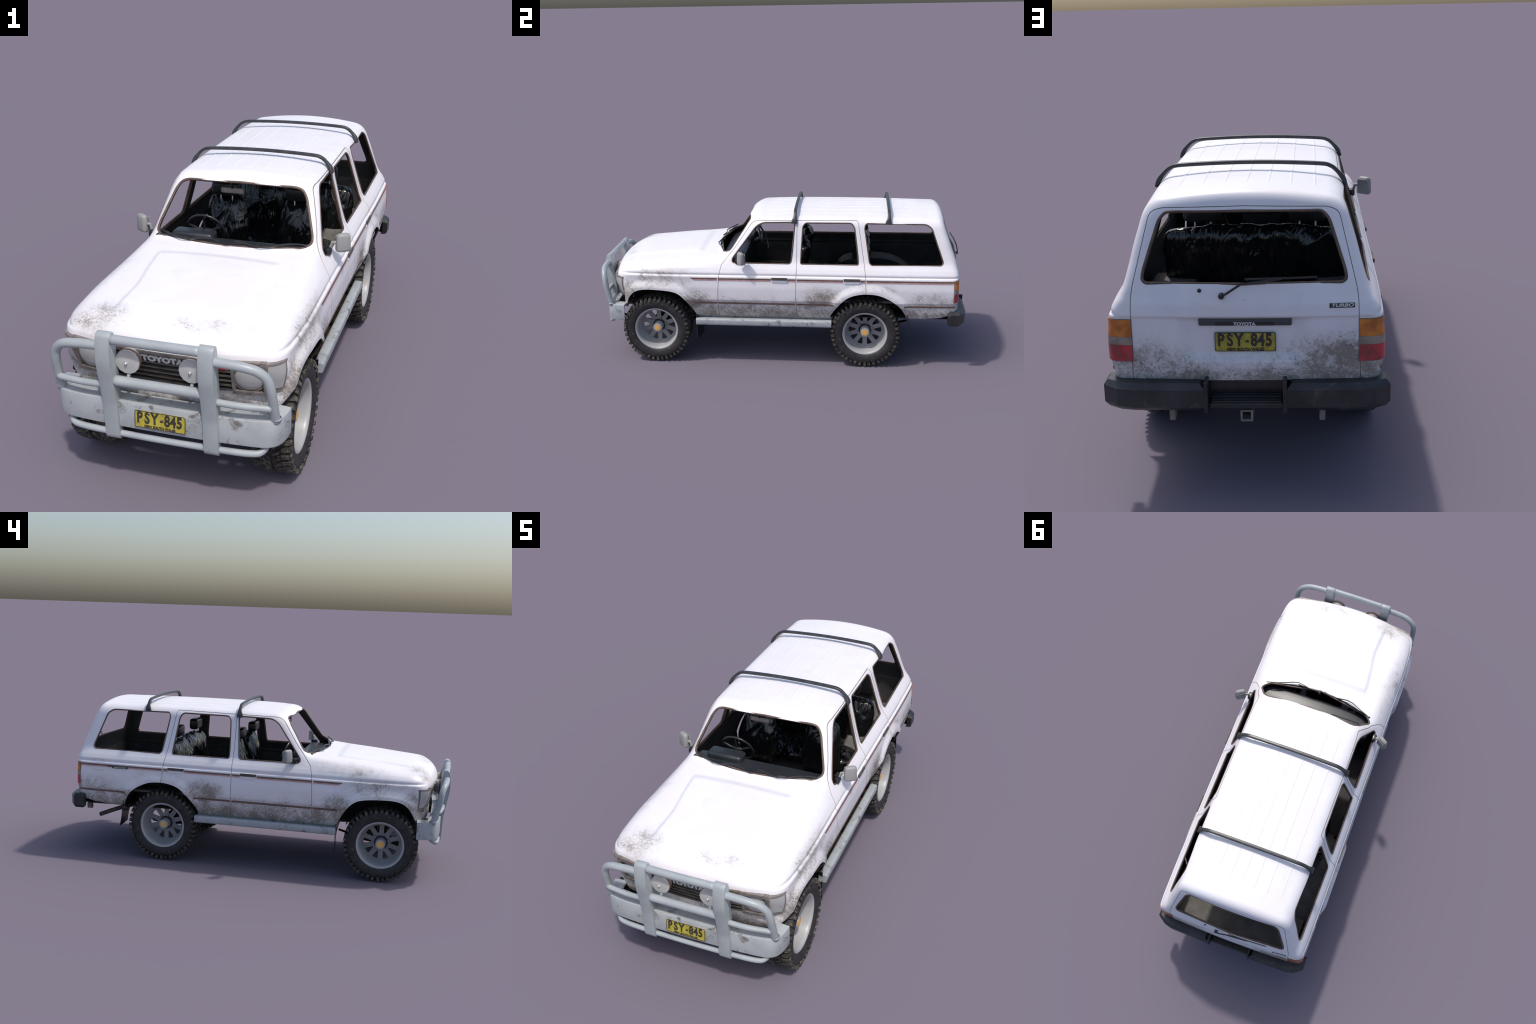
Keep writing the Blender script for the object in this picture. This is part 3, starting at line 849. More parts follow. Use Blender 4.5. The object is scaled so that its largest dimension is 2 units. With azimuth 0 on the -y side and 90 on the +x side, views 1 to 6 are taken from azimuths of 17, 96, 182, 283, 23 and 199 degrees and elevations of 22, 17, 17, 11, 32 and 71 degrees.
# side name badge on the right quarter panel
sb = V((-float(surf_x(np.array([.70]), np.array([.480]))[0]) - .0022, .70, .4805))
add("name_badge", mesh(*xf(bevel_box((0, 0, 0), (.086, .0125, .0022), .001, 1), facing(sb, (0, -1, 0), (.05, 0, 1)))), BODY, M_BADGEBLACK, smooth=False)
lettering("badge_lettering", "Land Cruiser", .0125, sb + V((-.0016, 0, .0005)), (0, -1, 0), (.05, 0, 1), M_BADGE, BODY, bold=.0002, sx=1.05, shear=.25)
add("name_badge", mesh(*xf(bevel_box((0, 0, 0), (.022, .006, .0022), .001, 1), facing(sb + V((-.0003, .053, .0045)), (0, -1, 0), (.05, 0, 1)))), BODY, M_BADGEBLACK, smooth=False)

# ---- lamps that wrap the corners
def corner_slab(xc, yc, z0, z1, a0, a1, out, inn, n=14, nz=4):
    A, Zz = np.meshgrid(np.radians(np.linspace(a0, a1, n)), np.linspace(z0, z1, nz), indexing='ij')
    lo, hi = np.full(A.shape, .0), np.full(A.shape, .25)
    for _ in range(26):
        m = (lo+hi)/2; f = body_field(xc + m*np.cos(A), yc + m*np.sin(A), Zz)
        lo = np.where(f < 0, m, lo); hi = np.where(f < 0, hi, m)
    p = np.stack([xc + lo*np.cos(A), yc + lo*np.sin(A), Zz], -1)
    n_ = np.stack([np.cos(A), np.sin(A), 0*A], -1)
    o = out if np.isscalar(out) else np.linspace(out[0], out[1], n)[:, None, None]
    P, Q = p + n_*o, p + n_*inn
    return slab(P[::-1], Q[::-1]) if a1 > a0 else slab(P, Q)
TL = (.300, .900)
for nm, z0, z1, m in (("tail_light_amber", .4455, .4925, M_AMBER), ("tail_light_clear", .4225, .445, M_CLEARLENS), ("tail_light_red", .3765, .422, M_REDLENS)):
    both_sides(nm, corner_slab(*TL, z0, z1, 89, 22, .0035, -.004), m)
both_sides("tail_light_frame", corner_slab(*TL, .3745, .4945, 91, 20, .0015, -.004), M_BEZEL)

# ---- nose: grille, headlights, corner lamps
YF = lambda x: -.934 + .25*x*x
TILT = .27   # lamp panel leans back towards its foot
def nose_slab(x0, x1, z0, z1, d0, d1, n=10, nz=3):
    xx, zz = np.meshgrid(np.linspace(x0, x1, n), np.linspace(z0, z1, nz), indexing='ij')
    lean = TILT*np.maximum(.478 - zz, 0)
    P = np.stack([xx, YF(xx) + d0 + lean, zz], -1); Q = np.stack([xx, YF(xx) + d1 + lean, zz], -1)
    return slab(P, Q)
GR = empty("grille")
add("grille_backing", mesh(*nose_slab(-.21, .21, .362, .492, .036, .042, 20)), GR, M_GRILLEBACK)
for i in range(7):
    z = .372 + i*.0178
    add("grille_bar", mesh(*nose_slab(-.204, .204, z, z + .0062, .004, .037, 20, 2)), GR, M_GRILLE, angle=40)
add("grille_bar", mesh(*nose_slab(-.204, .204, .478, .488, .000, .037, 20, 2)), GR, M_GRILLE, angle=40)
add("grille_plaque", mesh(*nose_slab(-.075, .075, .4545, .4745, .003, .02, 12, 2)), GR, M_GRILLE, angle=40)
lettering("badge_lettering", "TOYOTA", .0285, (.0, -.9300, .4640), (1, 0, 0), (0, -TILT, 1), M_BADGE, GR, bold=.0016, sx=1.12)
lettering("badge_lettering", "TURBO", .012, (.172, -.917, .4565), (1, .13, 0), (0, 0, 1), M_RED, GR, bold=.0003, sx=1.3)
for s in (1, -1):
    HL = empty("headlight")
    def put(nm, p, m, angle=35):
        q = p if s > 0 else mirror_x(p); add(nm, mesh(*q[:2]), HL, m, angle=angle)
    # square bezel built as a frame of four bars round the lamp
    x0, x1, z0, z1 = .203, .307, .364, .487
    put("bezel_bar", nose_slab(x0, x1, z1 - .016, z1, .004, .03), M_BEZEL)
    put("bezel_bar", nose_slab(x0, x1, z0, z0 + .012, .002, .03), M_BEZEL)
    put("bezel_bar", nose_slab(x0, x0 + .009, z0 + .0115, z1 - .0155, .003, .03, 3), M_BEZEL)
    put("bezel_bar", nose_slab(x1 - .011, x1, z0 + .0115, z1 - .0155, .003, .03, 3), M_BEZEL)
    cx, cz = .2535, .4225
    put("lamp_bowl", nose_slab(x0 + .004, x1 - .004, z0 + .006, z1 - .008, .018, .028), M_GRILLEBACK)
    R = Matrix.Rotation(math.atan(.5*cx), 4, 'Z') @ Matrix.Rotation(math.atan(TILT), 4, 'X')
    M = Matrix.Translation((cx, YF(cx) + .019 + TILT*(.478 - cz), cz)) @ R
    put("lamp_ring", xf(lathe([(.049, .0), (.0505, -.006), (.048, -.010), (.046, -.006), (.0455, 0)], 28, 'y'), M), M_BEZEL)
    put("lamp_lens", xf(lathe([(.0465, -.003), (.045, -.008), (.036, -.0125), (.022, -.0155), (.008, -.0168), (0, -.017)], 28, 'y'), M), M_GLASS, 60)
    # corner lamp
    C0 = (.290, -.830)
    put("corner_lamp_frame", corner_slab(*C0, .368, .482, -77, -16, (.009, -.003), -.014), M_BEZEL)
    put("corner_lamp_lens", corner_slab(*C0, .388, .4755, -72, -24, (.014, .003), -.008), M_GLASS)
    put("corner_lamp_frame", corner_slab(*C0, .4765, .4835, -78, -15, (.015, .002), -.010, nz=2), M_BEZEL)
    put("corner_lamp_frame", corner_slab(*C0, .372, .386, -78, -20, (.014, .001), -.010, nz=2), M_BEZEL)
    put("corner_lamp_frame", corner_slab(*C0, .386, .4765, -78, -72, .0155, -.010, n=3), M_BEZEL)
    put("corner_lamp_frame", corner_slab(*C0, .386, .4765, -23, -18, .0015, -.010, n=3), M_BEZEL)

# ---- front bumper and bull bar
def plan_sweep(half, prof, per=6):
    """sweep a (out, z) profile along a mirrored plan path of (x, y)"""
    path = catmull(half, per); path = np.vstack([path, (path*[-1, 1])[::-1][1:]])
    n = len(path); k = len(prof); vs, fs = [], []
    T = np.gradient(path, axis=0); T /= np.linalg.norm(T, axis=1)[:, None]
    for (x, y), t in zip(path, T):
        nx, ny = -t[1], t[0]
        for o, z in prof: vs.append((x + nx*o, y + ny*o, z))
    for i in range(n-1):
        for j in range(k): fs.append((i*k+j, i*k+(j+1) % k, (i+1)*k+(j+1) % k, (i+1)*k+j))
    fs += [tuple(range(k))[::-1], tuple(range((n-1)*k, n*k))]
    return vs, fs
FB = empty("front_bumper")
half = [(.371, -.852), (.368, -.885), (.360, -.915), (.345, -.938), (.318, -.951), (.28, -.957), (.20, -.962), (.10, -.965), (0, -.966)]
prof = round_poly([(0.0, .236), (0.0, .3235), (-.055, .3255), (-.055, .319), (-.006, .317), (-.006, .242), (-.05, .240), (-.05, .234)], [.003, .003, 0, 0, 0, 0, 0, 0], 2)
vs, fs = plan_sweep(half, [tuple(p) for p in prof])
add("bumper_beam", mesh(vs, fs), FB, M_BUMP, angle=35)
number_plate("front_number_plate", (0, -.9695, .2785), (1, 0, 0), (0, .10, 1), FB)
BB = empty("bull_bar")
side = round_poly([(-.990, .551), (-.9985, .515), (-.9995, .455), (-.986, .385), (-.9745, .310), (-.9715, .200), (-.962, .188), (-.944, .190), (-.940, .30), (-.940, .365), (-.948, .46), (-.955, .53), (-.960, .553), (-.975, .559)],
                  [.01, .02, .02, .03, .02, .008, .006, .004, .02, .02, .02, .02, .008, .01], 3)
k = len(side)
for s in (1, -1):
    bm = bmesh.new()
    a = [bm.verts.new((s*.135, y, z)) for y, z in side]; b = [bm.verts.new((s*.1815, y, z)) for y, z in side]
    bm.faces.new(a); bm.faces.new(b)
    for i in range(k): bm.faces.new((a[i], a[(i+1) % k], b[(i+1) % k], b[i]))
    bmesh.ops.recalc_face_normals(bm, faces=bm.faces)
    ed = [e for e in bm.edges if abs(e.verts[0].co.x - e.verts[1].co.x) < 1e-6]
    bmesh.ops.bevel(bm, geom=ed, offset=.0025, segments=2, profile=.5, affect='EDGES')
    me = bpy.data.meshes.new("upright"); bm.to_mesh(me); bm.free()
    add("bull_bar_upright", me, BB, M_BULL, angle=40)
def bar(name, pts, r, per=6):
    add(name, mesh(*tube([tuple(p) for p in catmull(pts, per)], r, 16)[:2]), BB, M_BULL)
bar("cross_tube", [(-.14, -.978, .5365), (0, -.979, .5365), (.14, -.978, .5365)], .0150)
bar("cross_tube", [(-.14, -.972, .3985), (0, -.973, .3985), (.14, -.972, .3985)], .0160)
for s in (1, -1):
    bar("hoop_tube", [(s*.178, -.980, .512), (s*.22, -.980, .511), (s*.27, -.977, .506), (s*.305, -.970, .494), (s*.328, -.962, .470), (s*.337, -.956, .435), (s*.340, -.948, .40), (s*.342, -.938, .36), (s*.344, -.926, .318)], .0145)
    bar("side_tube", [(s*.178, -.968, .376), (s*.25, -.966, .374), (s*.338, -.950, .370)], .0108)
    add("hoop_collar", mesh(*xf(lathe([(.0155, 0), (.018, 0), (.018, .004), (.0155, .006)], 16, 'z'), Matrix.Translation((s*.344, -.926, .3245)))), BB, M_BULL)
bar("lower_tube", [(-.312, -.905, .242), (-.316, -.922, .228), (-.306, -.940, .214), (-.28, -.950, .209), (-.2, -.955, .207), (0, -.957, .206), (.2, -.955, .207), (.28, -.950, .209), (.306, -.940, .214), (.316, -.922, .228), (.312, -.905, .242)], .0105)
for s in (1, -1):
    SL = empty("spot_lamp")
    M = Matrix.Translation((s*.1, -.956, .4565))
    add("spot_lens_cover", mesh(*xf(lathe([(.0385, .006), (.0390, .002), (.0388, -.001), (.0375, -.0025), (.004, -.0085), (0, -.0085)], 14, 'y'), M)), SL, M_GLASS, angle=20)
    add("spot_rim", mesh(*xf(lathe([(.0385, .005), (.0395, .007), (.0392, .013), (.0375, .0145)], 18, 'y'), M)), SL, M_SPOTBACK)
    add("spot_shell", mesh(*xf(lathe([(.0380, .013), (.036, .024), (.029, .036), (.018, .044), (0, .046)], 18, 'y'), M)), SL, M_RIM)
    add("spot_nub", mesh(*xf(lathe([(.0048, .001), (.0052, -.002), (.0040, -.0055), (0, -.007)], 12, 'y'), Matrix.Translation((s*.1, -.9645, .4565)))), SL, M_CHROME)
    add("spot_stalk", mesh(*tube([(s*.1, -.945, .418), (s*.1, -.958, .404)], .006, 8)[:2]), SL, M_BULL)

# ---- rear bumper
RB = empty("rear_bumper")
def corner_block(s):
    plan = [(.108, .945), (.108, .999), (.304, .9965), (.345, .9865), (.3845, .958), (.3845, .897), (.362, .897), (.362, .935), (.30, .955)]
    bm = bmesh.new()
    def ring(z, d): 
        c = np.array([.26, .945]); out = []
        for x, y in plan: out.append(bm.verts.new((s*(x + (c[0]-x)*d*.35), y + (c[1]-y)*d, z)))
        return out
    R = [ring(.246, .30), ring(.257, .06), ring(.261, .0), ring(.311, .0), ring(.325, .28)]
    m = len(plan)
    for A, B in zip(R, R[1:]):
        for i in range(m): bm.faces.new((A[i], A[(i+1) % m], B[(i+1) % m], B[i]))
    bm.faces.new(R[0]); bm.faces.new(R[-1])
    bmesh.ops.recalc_face_normals(bm, faces=bm.faces)
    me = bpy.data.meshes.new("block"); bm.to_mesh(me); bm.free(); return me
for s in (1, -1):
    add("bumper_section", corner_block(s), RB, M_BLACKBUMP, angle=22)
    add("bumper_bracket", mesh(*bevel_box((s*.1045, .972, .290), (.0105, .062, .088), .002, 1)), RB, M_BLACK, angle=30)
    add("tow_bracket", mesh(*bevel_box((s*.203, .945, .220), (.016, .03, .032), .002, 1)), RB, M_STEEL, angle=30)
add("step_plate", mesh(*bevel_box((0, .958, .257), (.20, .052, .016), .003, 1)), RB, M_BLACK, angle=30)
add("step_back", mesh(*bevel_box((0, .938, .290), (.20, .008, .064), .002, 1)), RB, M_BLACK, angle=30)
for i in range(6):
    add("step_rib", mesh(*bevel_box((0, .946 + i*.0062, .271 - i*.0012), (.188, .0028, .012), .0008, 1)), RB, M_BLACK, angle=30)
hr = [(-.0165, -.0165), (.0165, -.0165), (.0165, .0165), (-.0165, .0165)]
hi = [(-.0115, -.0115), (.0115, -.0115), (.0115, .0115), (-.0115, .0115)]
vs = [(x, .975, .2255 + z) for x, z in hr] + [(x, .975, .2255 + z) for x, z in hi] + [(x, .90, .2255 + z) for x, z in hr] + [(x, .92, .2255 + z) for x, z in hi]
fs = [(i, (i+1) % 4, 4 + (i+1) % 4, 4 + i) for i in range(4)] + [(i, 8+i, 8+(i+1) % 4, (i+1) % 4) for i in range(4)] + [(4+i, 4+(i+1) % 4, 12+(i+1) % 4, 12+i) for i in range(4)] + [(12, 13, 14, 15), (11, 10, 9, 8)]
add("tow_hitch", mesh(vs, fs), RB, M_STEEL, smooth=False)

# ---- side steps
for s in (1, -1):
    ST = empty("side_step")
    beam = sweep([(s*.360, y, .2395) for y in (-.452, -.3, 0, .2, .285)], rrect(.0365, .036, .010, 3))
    add("step_beam", mesh(*beam[:2]), ST, M_BUMP, angle=40)
    add("step_tread", mesh(*bevel_box((s*.336, -.083, .228), (.034, .72, .004), .001, 1)), ST, M_TREADPLATE, angle=30)
    add("sill", mesh(*bevel_box((s*.318, -.083, .255), (.012, .735, .03), .003, 1)), ST, M_BUMP, angle=30)
    for y in (-.38, -.1, .2): add("step_bracket", mesh(*bevel_box((s*.30, y, .243), (.12, .02, .012), .002, 1)), ST, M_DARK, angle=30)

# ---- wheels
def tread_blocks():
    parts = []; N = 42
    def block(th, a0, a1, r0, r1, w, skew=0.0, slope=0.0, shrink=.86):
        vs = []
        for r, q in ((r0, 1.0), (r1, shrink)):
            for a, e in ((a0, -1), (a1, 1)):
                for d in (-1, 1):
                    am = (a0+a1)/2; aa = am + (a-am)*q; tt = th + (d*w/2*q + skew*(aa-am))/r1
                    rr = r - (slope*(abs(aa)-.03) if r == r1 else 0)
                    vs.append((aa, rr*math.sin(tt), rr*math.cos(tt)))
        f = [(0, 1, 3, 2), (4, 6, 7, 5), (0, 4, 5, 1), (2, 3, 7, 6), (0, 2, 6, 4), (1, 5, 7, 3)]
        if a1 < a0: f = [q[::-1] for q in f]
        parts.append((vs, f))
    R = random.Random(3)
    for i in range(N):
        for sd in (1, -1):
            th = 2*math.pi*(i + (.5 if sd < 0 else 0) + R.uniform(-.08, .08))/N
            long = i % 2
            block(th, sd*.030, sd*(.0650 if long else .0620), .168, .1868 + R.uniform(-.0012, .0002), .0165, .15*sd, .10)
            # side biters running down the shoulder
            block(th, sd*.058, sd*(.0665 if long else .0650), (.163 if long else .167), .1800, .0125, 0, 0, .92)
            th2 = th + math.pi/N*.9
            block(th2, sd*.003, sd*.031, .170, .1862 + R.uniform(-.0012, .0), .0135, .75*sd, 0)
            if i % 2: block(th2 + .03, sd*.018, sd*.029, .170, .1852, .009, -.5*sd, 0)
    return join(parts)
tyre_prof = [(.1165, .046), (.1185, .052), (.123, .0565), (.132, .0605), (.144, .0628), (.156, .0630), (.165, .0605), (.1705, .056), (.1735, .046), (.1745, .025), (.1748, 0)]
tyre_prof = tyre_prof + [(r, -a) for r, a in tyre_prof[::-1][1:]]
TYRE = mesh(*lathe(tyre_prof[::-1], 72)); TREAD = mesh(*join([tread_blocks()])[:2])
rim_prof = [(.1175, .046), (.1215, .0505), (.1215, .0535), (.1185, .0550), (.1130, .0535), (.1095, .0490), (.1080, .040), (.1065, .020), (.1040, -.008), (.1025, -.0145), (.0985, -.0175), (.095, -.020), (.099, -.035), (.104, -.055), (.1165, -.056)]
RIM = mesh(*lathe(rim_prof[::-1], 64))
# slotted disc: ten waisted openings between flat spokes
def disc_mesh():
    cu = bpy.data.curves.new("disc", 'CURVE'); cu.dimensions = '2D'; cu.fill_mode = 'BOTH'; cu.extrude = .0022; cu.bevel_depth = .0012; cu.bevel_resolution = 1
    def spl(pts):
        sp = cu.splines.new('POLY'); sp.points.add(len(pts)-1)
        for p, q in zip(sp.points, pts): p.co = (q[0], q[1], 0, 1)
        sp.use_cyclic_u = True
    spl([(.1025*math.cos(t), .1025*math.sin(t)) for t in np.linspace(0, 2*math.pi, 65)[:-1]])
    for i in range(10):
        t = 2*math.pi*i/10
        pts = round_poly([(.048, -.0035), (.064, -.0095), (.0840, -.0160), (.0895, -.0110), (.0895, .0110), (.0840, .0160), (.064, .0095), (.048, .0035)], [.003, .01, .008, .006, .006, .008, .01, .003], 3)
        spl([(x*math.cos(t) - y*math.sin(t), x*math.sin(t) + y*math.cos(t)) for x, y in pts])
    o = bpy.data.objects.new("d", cu); bpy.context.scene.collection.objects.link(o)
    me = bpy.data.meshes.new_from_object(o.evaluated_get(bpy.context.evaluated_depsgraph_get()))
    vs = [(v.co.z - .019 + .006*(1-min(1, math.hypot(v.co.x, v.co.y)/.05))*0, v.co.x, v.co.y) for v in me.vertices]
    fs = [list(p.vertices) for p in me.polygons]
    bpy.data.objects.remove(o); bpy.data.curves.remove(cu); bpy.data.meshes.remove(me)
    return vs, fs
DISC = mesh(*disc_mesh())
nuts = []
for i in range(6):
    t = 2*math.pi*i/6 + .3
    nuts.append(xf(lathe([(.0062, -.018), (.0062, -.009), (.0045, -.006), (0, -.0055)], 10), Matrix.Translation((0, .0385*math.cos(t), .0385*math.sin(t)))))
NUTS = mesh(*join([(p[0], p[1]) for p in nuts])[:2])
HUB = mesh(*lathe([(.026, -.022), (.0258, .000), (.0255, .002), (.0245, .030), (.0235, .034), (.0165, .0352), (.0, .0352)], 28))
HUBBASE = mesh(*lathe([(.034, -.022), (.034, -.012), (.031, -.008), (.0, -.008)], 24))
CAP = mesh(*lathe([(.0157, .0345), (.0157, .0362), (.0, .0366)], 24))
DRUM = mesh(*lathe([(.0, -.046), (.045, -.046), (.048, -.050), (.048, -.075), (.0, -.078)], 32))
for me, mt in ((TYRE, M_TYRE), (TREAD, M_TREAD), (RIM, M_RIM), (DISC, M_RIMDARK), (NUTS, M_RIMDARK), (HUB, M_RIM), (HUBBASE, M_BLACK), (CAP, M_ORANGE), (DRUM, M_DARK)):
    me.materials.append(mt)
WR = .187
for y in (-.6775, .4655):
    for s in (1, -1):
        W = empty("wheel", (s*.309, y, WR)); W.rotation_euler = (0, 0, 0 if s > 0 else math.pi)
        for nm, me, ang in (("tyre", TYRE, 60), ("tyre_tread", TREAD, 20), ("rim", RIM, 40), ("rim_disc", DISC, 30), ("wheel_nuts", NUTS, 30), ("hub", HUB, 35), ("hub_base", HUBBASE, 35), ("hub_cap", CAP, 35), ("brake_drum", DRUM, 35)):
            o = add(nm, me, W, None, angle=ang)
            if nm == "tyre_tread": o["kind"] = "stuff"

# ---- wheel housings, floor, chassis and running gear
def housing(arch, x0, x1, drop=0.0):
    A = arch + np.array([0, .004]); n = len(A); xo = np.minimum(x0, half_width(A[:, 0], A[:, 1]) - .016)
    P = np.zeros((n, 2, 3)); Q = np.zeros((n, 2, 3))
    for j, x in enumerate((x0, x1)):
        P[:, j] = np.stack([xo if j == 0 else np.full(n, x), A[:, 0], A[:, 1]], 1); Q[:, j] = P[:, j] + [0, 0, .006]
    return slab(P, Q)
UB = empty("underbody")
for s in (1, -1):
    for arch, xin in ((ARCH_F[2:], .200), (ARCH_R, .150)):
        h = housing(arch, .366, xin)
        w = [(xin, y, z) for y, z in arch] + [(xin - .006, y, z) for y, z in arch]
        n = len(arch); wall = (w, [tuple(range(n)), tuple(range(2*n-1, n-1, -1))])
        for p in (h, wall):
            add("wheel_housing", mesh(*(p if s > 0 else mirror_x(p))), UB, M_DARK, smooth=False)
add("floor_pan", mesh(*bevel_box((0, -.03, .328), (.64, .60, .012), .002, 1)), UB, M_INNER, smooth=False)
add("floor_underside", mesh(*bevel_box((0, .30, .2715), (.655, 1.25, .008), .002, 1)), UB, M_DARK, smooth=False)
add("firewall", mesh(*bevel_box((0, -.335, .39), (.60, .012, .26), .002, 1)), UB, M_DARK, smooth=False)
add("radiator", mesh(*bevel_box((0, -.868, .40), (.40, .02, .19), .002, 1)), UB, M_DARK, smooth=False)
add("engine", mesh(*bevel_box((0, -.60, .36), (.20, .38, .22), .02, 2)), UB, M_DARK)
for s in (1, -1):
    rail = catmull([(s*.155, -.93, .275), (s*.155, -.80, .275), (s*.155, -.5, .262), (s*.16, -.2, .245), (s*.17, .2, .245), (s*.175, .35, .285), (s*.175, .6, .285), (s*.18, .75, .255), (s*.19, .94, .25)], 5)
    add("chassis_rail", mesh(*sweep([tuple(p) for p in rail], rrect(.036, .028, .003, 2))[:2]), UB, M_CHASSIS, angle=40)
    for y in (-.6775, .4655):
        for k in range(3):
            L = .23 - .06*k
            pts = [(s*.195, y + t*L, .172 - k*.006 + .035*(t*t) * (L/.23)**2) for t in np.linspace(-1, 1, 9)]
            add("leaf_spring", mesh(*sweep(pts, rrect(.005, .026, .001, 1))[:2]), UB, M_CHASSIS, angle=40)
        add("shock_absorber", mesh(*tube([(s*.17, y + .05, .17), (s*.17, y + .03, .30)], .011, 10)[:2]), UB, M_BLACK)
    # mud flaps hang behind each wheel
    for y0, z0, y1, z1 in ((-.460, .27, -.440, .126), (.676, .30, .712, .162)):
        P = np.zeros((6, 5, 3))
        for i, t in enumerate(np.linspace(0, 1, 6)):
            for j, u in enumerate(np.linspace(0, 1, 5)):
                P[i, j] = (s*(.225 + .135*u), y0 + (y1-y0)*t + .008*math.sin(3*t + u*2), z0 + (z1-z0)*t)
        Q = P + [0, .003, 0]
        p = slab(P, Q); add("mud_flap", mesh(*p), UB, M_BLACK, angle=40)
for y in (-.6775, .4655):
    add("axle", mesh(*tube([(-.26, y, WR), (0, y, WR), (.26, y, WR)], .018, 14)[:2]), UB, M_CHASSIS)
    add("differential", mesh(*xf(lathe([(0, -.055), (.03, -.05), (.05, -.02), (.05, .02), (.03, .05), (0, .055)], 20, 'y'), Matrix.Translation((-.05 if y > 0 else .06, y, WR)))), UB, M_CHASSIS)
add("propeller_shaft", mesh(*tube([(-.05, .42, .195), (-.02, -.2, .235)], .013, 12)[:2]), UB, M_CHASSIS)
add("gearbox", mesh(*bevel_box((0, -.25, .245), (.14, .32, .09), .02, 2)), UB, M_DARK)
add("fuel_tank", mesh(*bevel_box((.02, .76, .248), (.28, .24, .055), .015, 2)), UB, M_DARK)
ex = catmull([(-.13, -.4, .235), (-.20, -.1, .225), (-.23, .2, .24), (-.24, .42, .285), (-.25, .60, .275), (-.255, .74, .235), (-.262, .86, .188)], 5)
add("exhaust_pipe", mesh(*tube([tuple(p) for p in ex], .0115, 12)[:2]), UB, M_CHASSIS)
add("muffler", mesh(*tube([(-.21, -.12, .228), (-.225, .12, .232)], .03, 16)[:2]), UB, M_CHASSIS)
add("tie_rod", mesh(*tube([(-.24, -.56, .20), (.24, -.56, .20)], .008, 8)[:2]), UB, M_CHASSIS)

# ---- cabin
CB = empty("cabin")
def cushion(c, s, bev, amp, freq, seed, lean=0.0, cuts=5, taper=None):
    """padded block with gathered folds in its sheeting"""
    bm = bmesh.new(); bmesh.ops.create_cube(bm, size=1.0)
    bmesh.ops.subdivide_edges(bm, edges=bm.edges[:], cuts=1, use_grid_fill=True)
    for v in bm.verts: v.co = V((v.co.x*s[0], v.co.y*s[1], v.co.z*s[2]))
    me = bpy.data.meshes.new("c"); bm.to_mesh(me); bm.free()
    o = bpy.data.objects.new("c", me); bpy.context.scene.collection.objects.link(o)
    b = o.modifiers.new("b", 'BEVEL'); b.width = bev; b.segments = 1; b.limit_method = 'ANGLE'
    u = o.modifiers.new("s", 'SUBSURF'); u.levels = cuts - 1; u.render_levels = cuts - 1
    dg = bpy.context.evaluated_depsgraph_get(); m2 = bpy.data.meshes.new_from_object(o.evaluated_get(dg))
    bpy.data.objects.remove(o); bpy.data.meshes.remove(me)
    src = [(v.co.copy(), v.normal.copy()) for v in m2.vertices]; out = []
    for p, n in src:
        q = V((p.x*freq + seed, p.y*freq, p.z*freq*.45))
        q += mnoise.noise_vector(p*freq*.5 + V((seed, 0, 0)))*.8
        d = (1 - abs(mnoise.noise(q)))**2 * amp
        t = 1 + (taper - 1)*max(0, p.z/s[2] + .5) if taper else 1.0
        w = V((p.x*t, p.y, p.z)) + n*d
        w.y += lean*(w.z + s[2]/2); out += list(w + V(c))
    m2.vertices.foreach_set("co", out); m2.update()
    return m2
for s in (1, -1):
    SE = empty("front_seat", (0, 0, 0)); dy = .063
    add("seat_back", cushion((s*.152, .015 + dy, .517), (.185, .07, .25), .03, .009, 17, 3*s, .22, taper=.8), SE, M_COVER)
    add("seat_base", cushion((s*.152, -.075 + dy, .375), (.175, .19, .07), .03, .006, 20, 5*s), SE, M_COVER)
    add("headrest", mesh(*bevel_box((s*.152, .043 + dy, .6735), (.115, .045, .056), .014, 3)), SE, M_BLACK)
    for d in (-.024, .024): add("headrest_post", mesh(*tube([(s*.152 + d, .042 + dy, .60), (s*.152 + d, .043 + dy, .655)], .003, 6)[:2]), SE, M_CHROME)
RS = empty("rear_seat", (0, 0, 0))
add("seat_back", cushion((0, .410, .492), (.58, .075, .25), .03, .010, 12, 9, .20, 6), RS, M_COVER)
add("seat_base", cushion((0, .29, .375), (.54, .20, .08), .03, .006, 17, 11, 0, 6), RS, M_COVER)
for s in (1, -1):
    add("headrest", mesh(*bevel_box((s*.165, .452, .6645), (.118, .048, .062), .015, 3)), RS, M_BLACK)
    for d in (-.025, .025): add("headrest_post", mesh(*tube([(s*.165 + d, .455, .58), (s*.165 + d, .452, .65)], .003, 6)[:2]), RS, M_CHROME)
add("dashboard", mesh(*bevel_box((0, -.260, .537), (.60, .125, .090), .02, 3)), CB, M_DASH)
add("dash_panel", mesh(*bevel_box((0, -.235, .45), (.58, .06, .12), .02, 2)), CB, M_DASH)
add("instrument_binnacle", mesh(*bevel_box((-.165, -.225, .585), (.16, .07, .045), .014, 3)), CB, M_DASH)
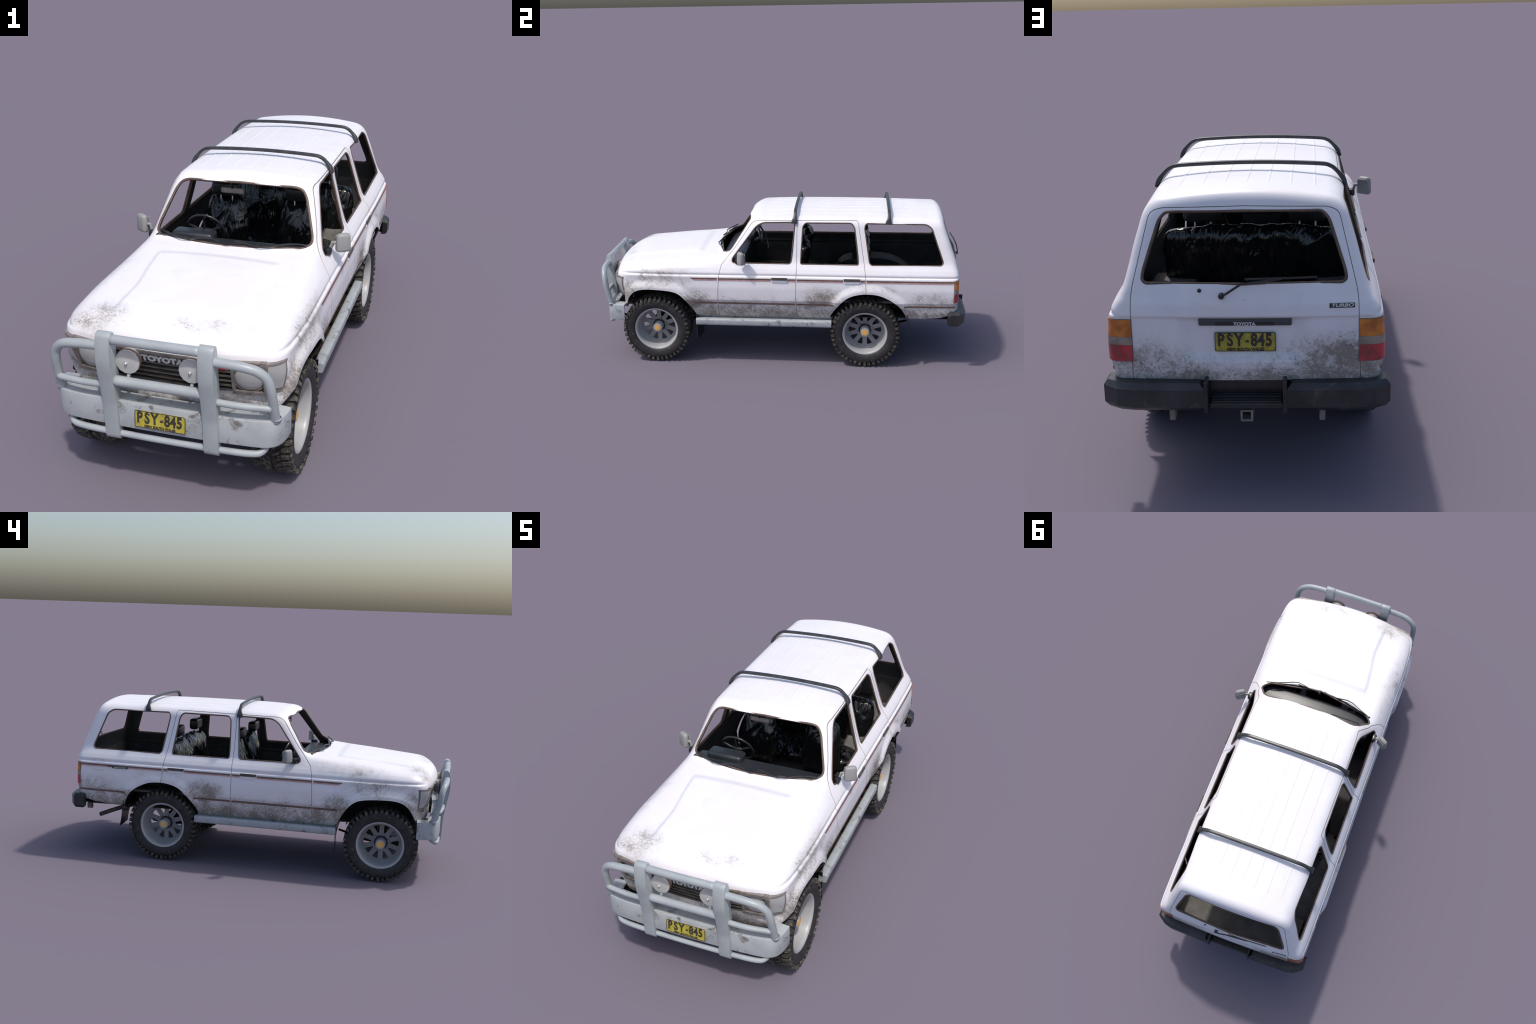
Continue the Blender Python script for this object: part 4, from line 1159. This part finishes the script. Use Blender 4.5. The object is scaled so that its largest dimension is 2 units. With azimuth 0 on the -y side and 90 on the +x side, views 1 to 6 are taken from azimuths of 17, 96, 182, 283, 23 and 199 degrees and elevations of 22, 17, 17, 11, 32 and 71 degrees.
SW = empty("steering_wheel", (0, 0, 0), CB)
Mw = Matrix.Translation((-.152, -.135, .578)) @ Matrix.Rotation(math.radians(-67), 4, 'X')
ringp = [Mw @ V((.073*math.cos(t), .073*math.sin(t), 0)) for t in np.linspace(0, 2*math.pi, 41)[:-1]]
spokes = [tube([Mw @ V((.072*math.cos(t), .072*math.sin(t), 0)), Mw @ V((0, 0, -.012))], .005, 6) for t in (math.radians(-20), math.radians(200), math.radians(270))]
v, f, m = join([(p[0], p[1]) for p in [tube(ringp, .0052, 10, closed_path=True)] + spokes + [xf(bevel_box((0, 0, -.010), (.05, .035, .014), .004, 2), Mw)]])
add("steering_wheel_rim", mesh(v, f), CB, M_BLACK, angle=40)
add("steering_column", mesh(*tube([Mw @ V((0, 0, -.01)), Mw @ V((0, 0, -.12))], .014, 10)[:2]), CB, M_BLACK)
add("rear_view_mirror", mesh(*bevel_box((-.045, -.135, .742), (.088, .012, .022), .005, 2)), CB, M_BEZEL)
add("mirror_stalk", mesh(*tube([(-.045, -.137, .75), (-.045, -.15, .785)], .004, 6)[:2]), CB, M_BLACK)
bpy.data.objects.remove(SW)
# wheel humps and raised floor inside the cargo bay
hump = round_poly([(.27, .29), (.315, .42), (.40, .446), (.52, .448), (.63, .438), (.71, .39), (.76, .33), (.77, .29)], [0, .04, .06, .06, .06, .06, 0, 0], 4)
n = len(hump)
for s in (1, -1):
    P = np.stack([np.stack([np.full(n, s*x), hump[:, 0], hump[:, 1]], 1) for x in (.195, .330)], 1)
    add("cargo_wheel_hump", mesh(*slab(P, P - [0, 0, .006])), CB, M_CARPET, angle=40)
    w = [(s*.194, y, z) for y, z in hump] + [(s*.188, y, z) for y, z in hump]
    add("cargo_hump_side", mesh(w, [tuple(range(n)), tuple(range(2*n-1, n-1, -1))] + [(i, n+i, n+(i+1) % n, (i+1) % n) for i in range(n)]), CB, M_INNER, smooth=False)
add("cargo_floor", mesh(*bevel_box((0, .605, .350), (.62, .66, .012), .002, 1)), CB, M_CARPET, smooth=False)
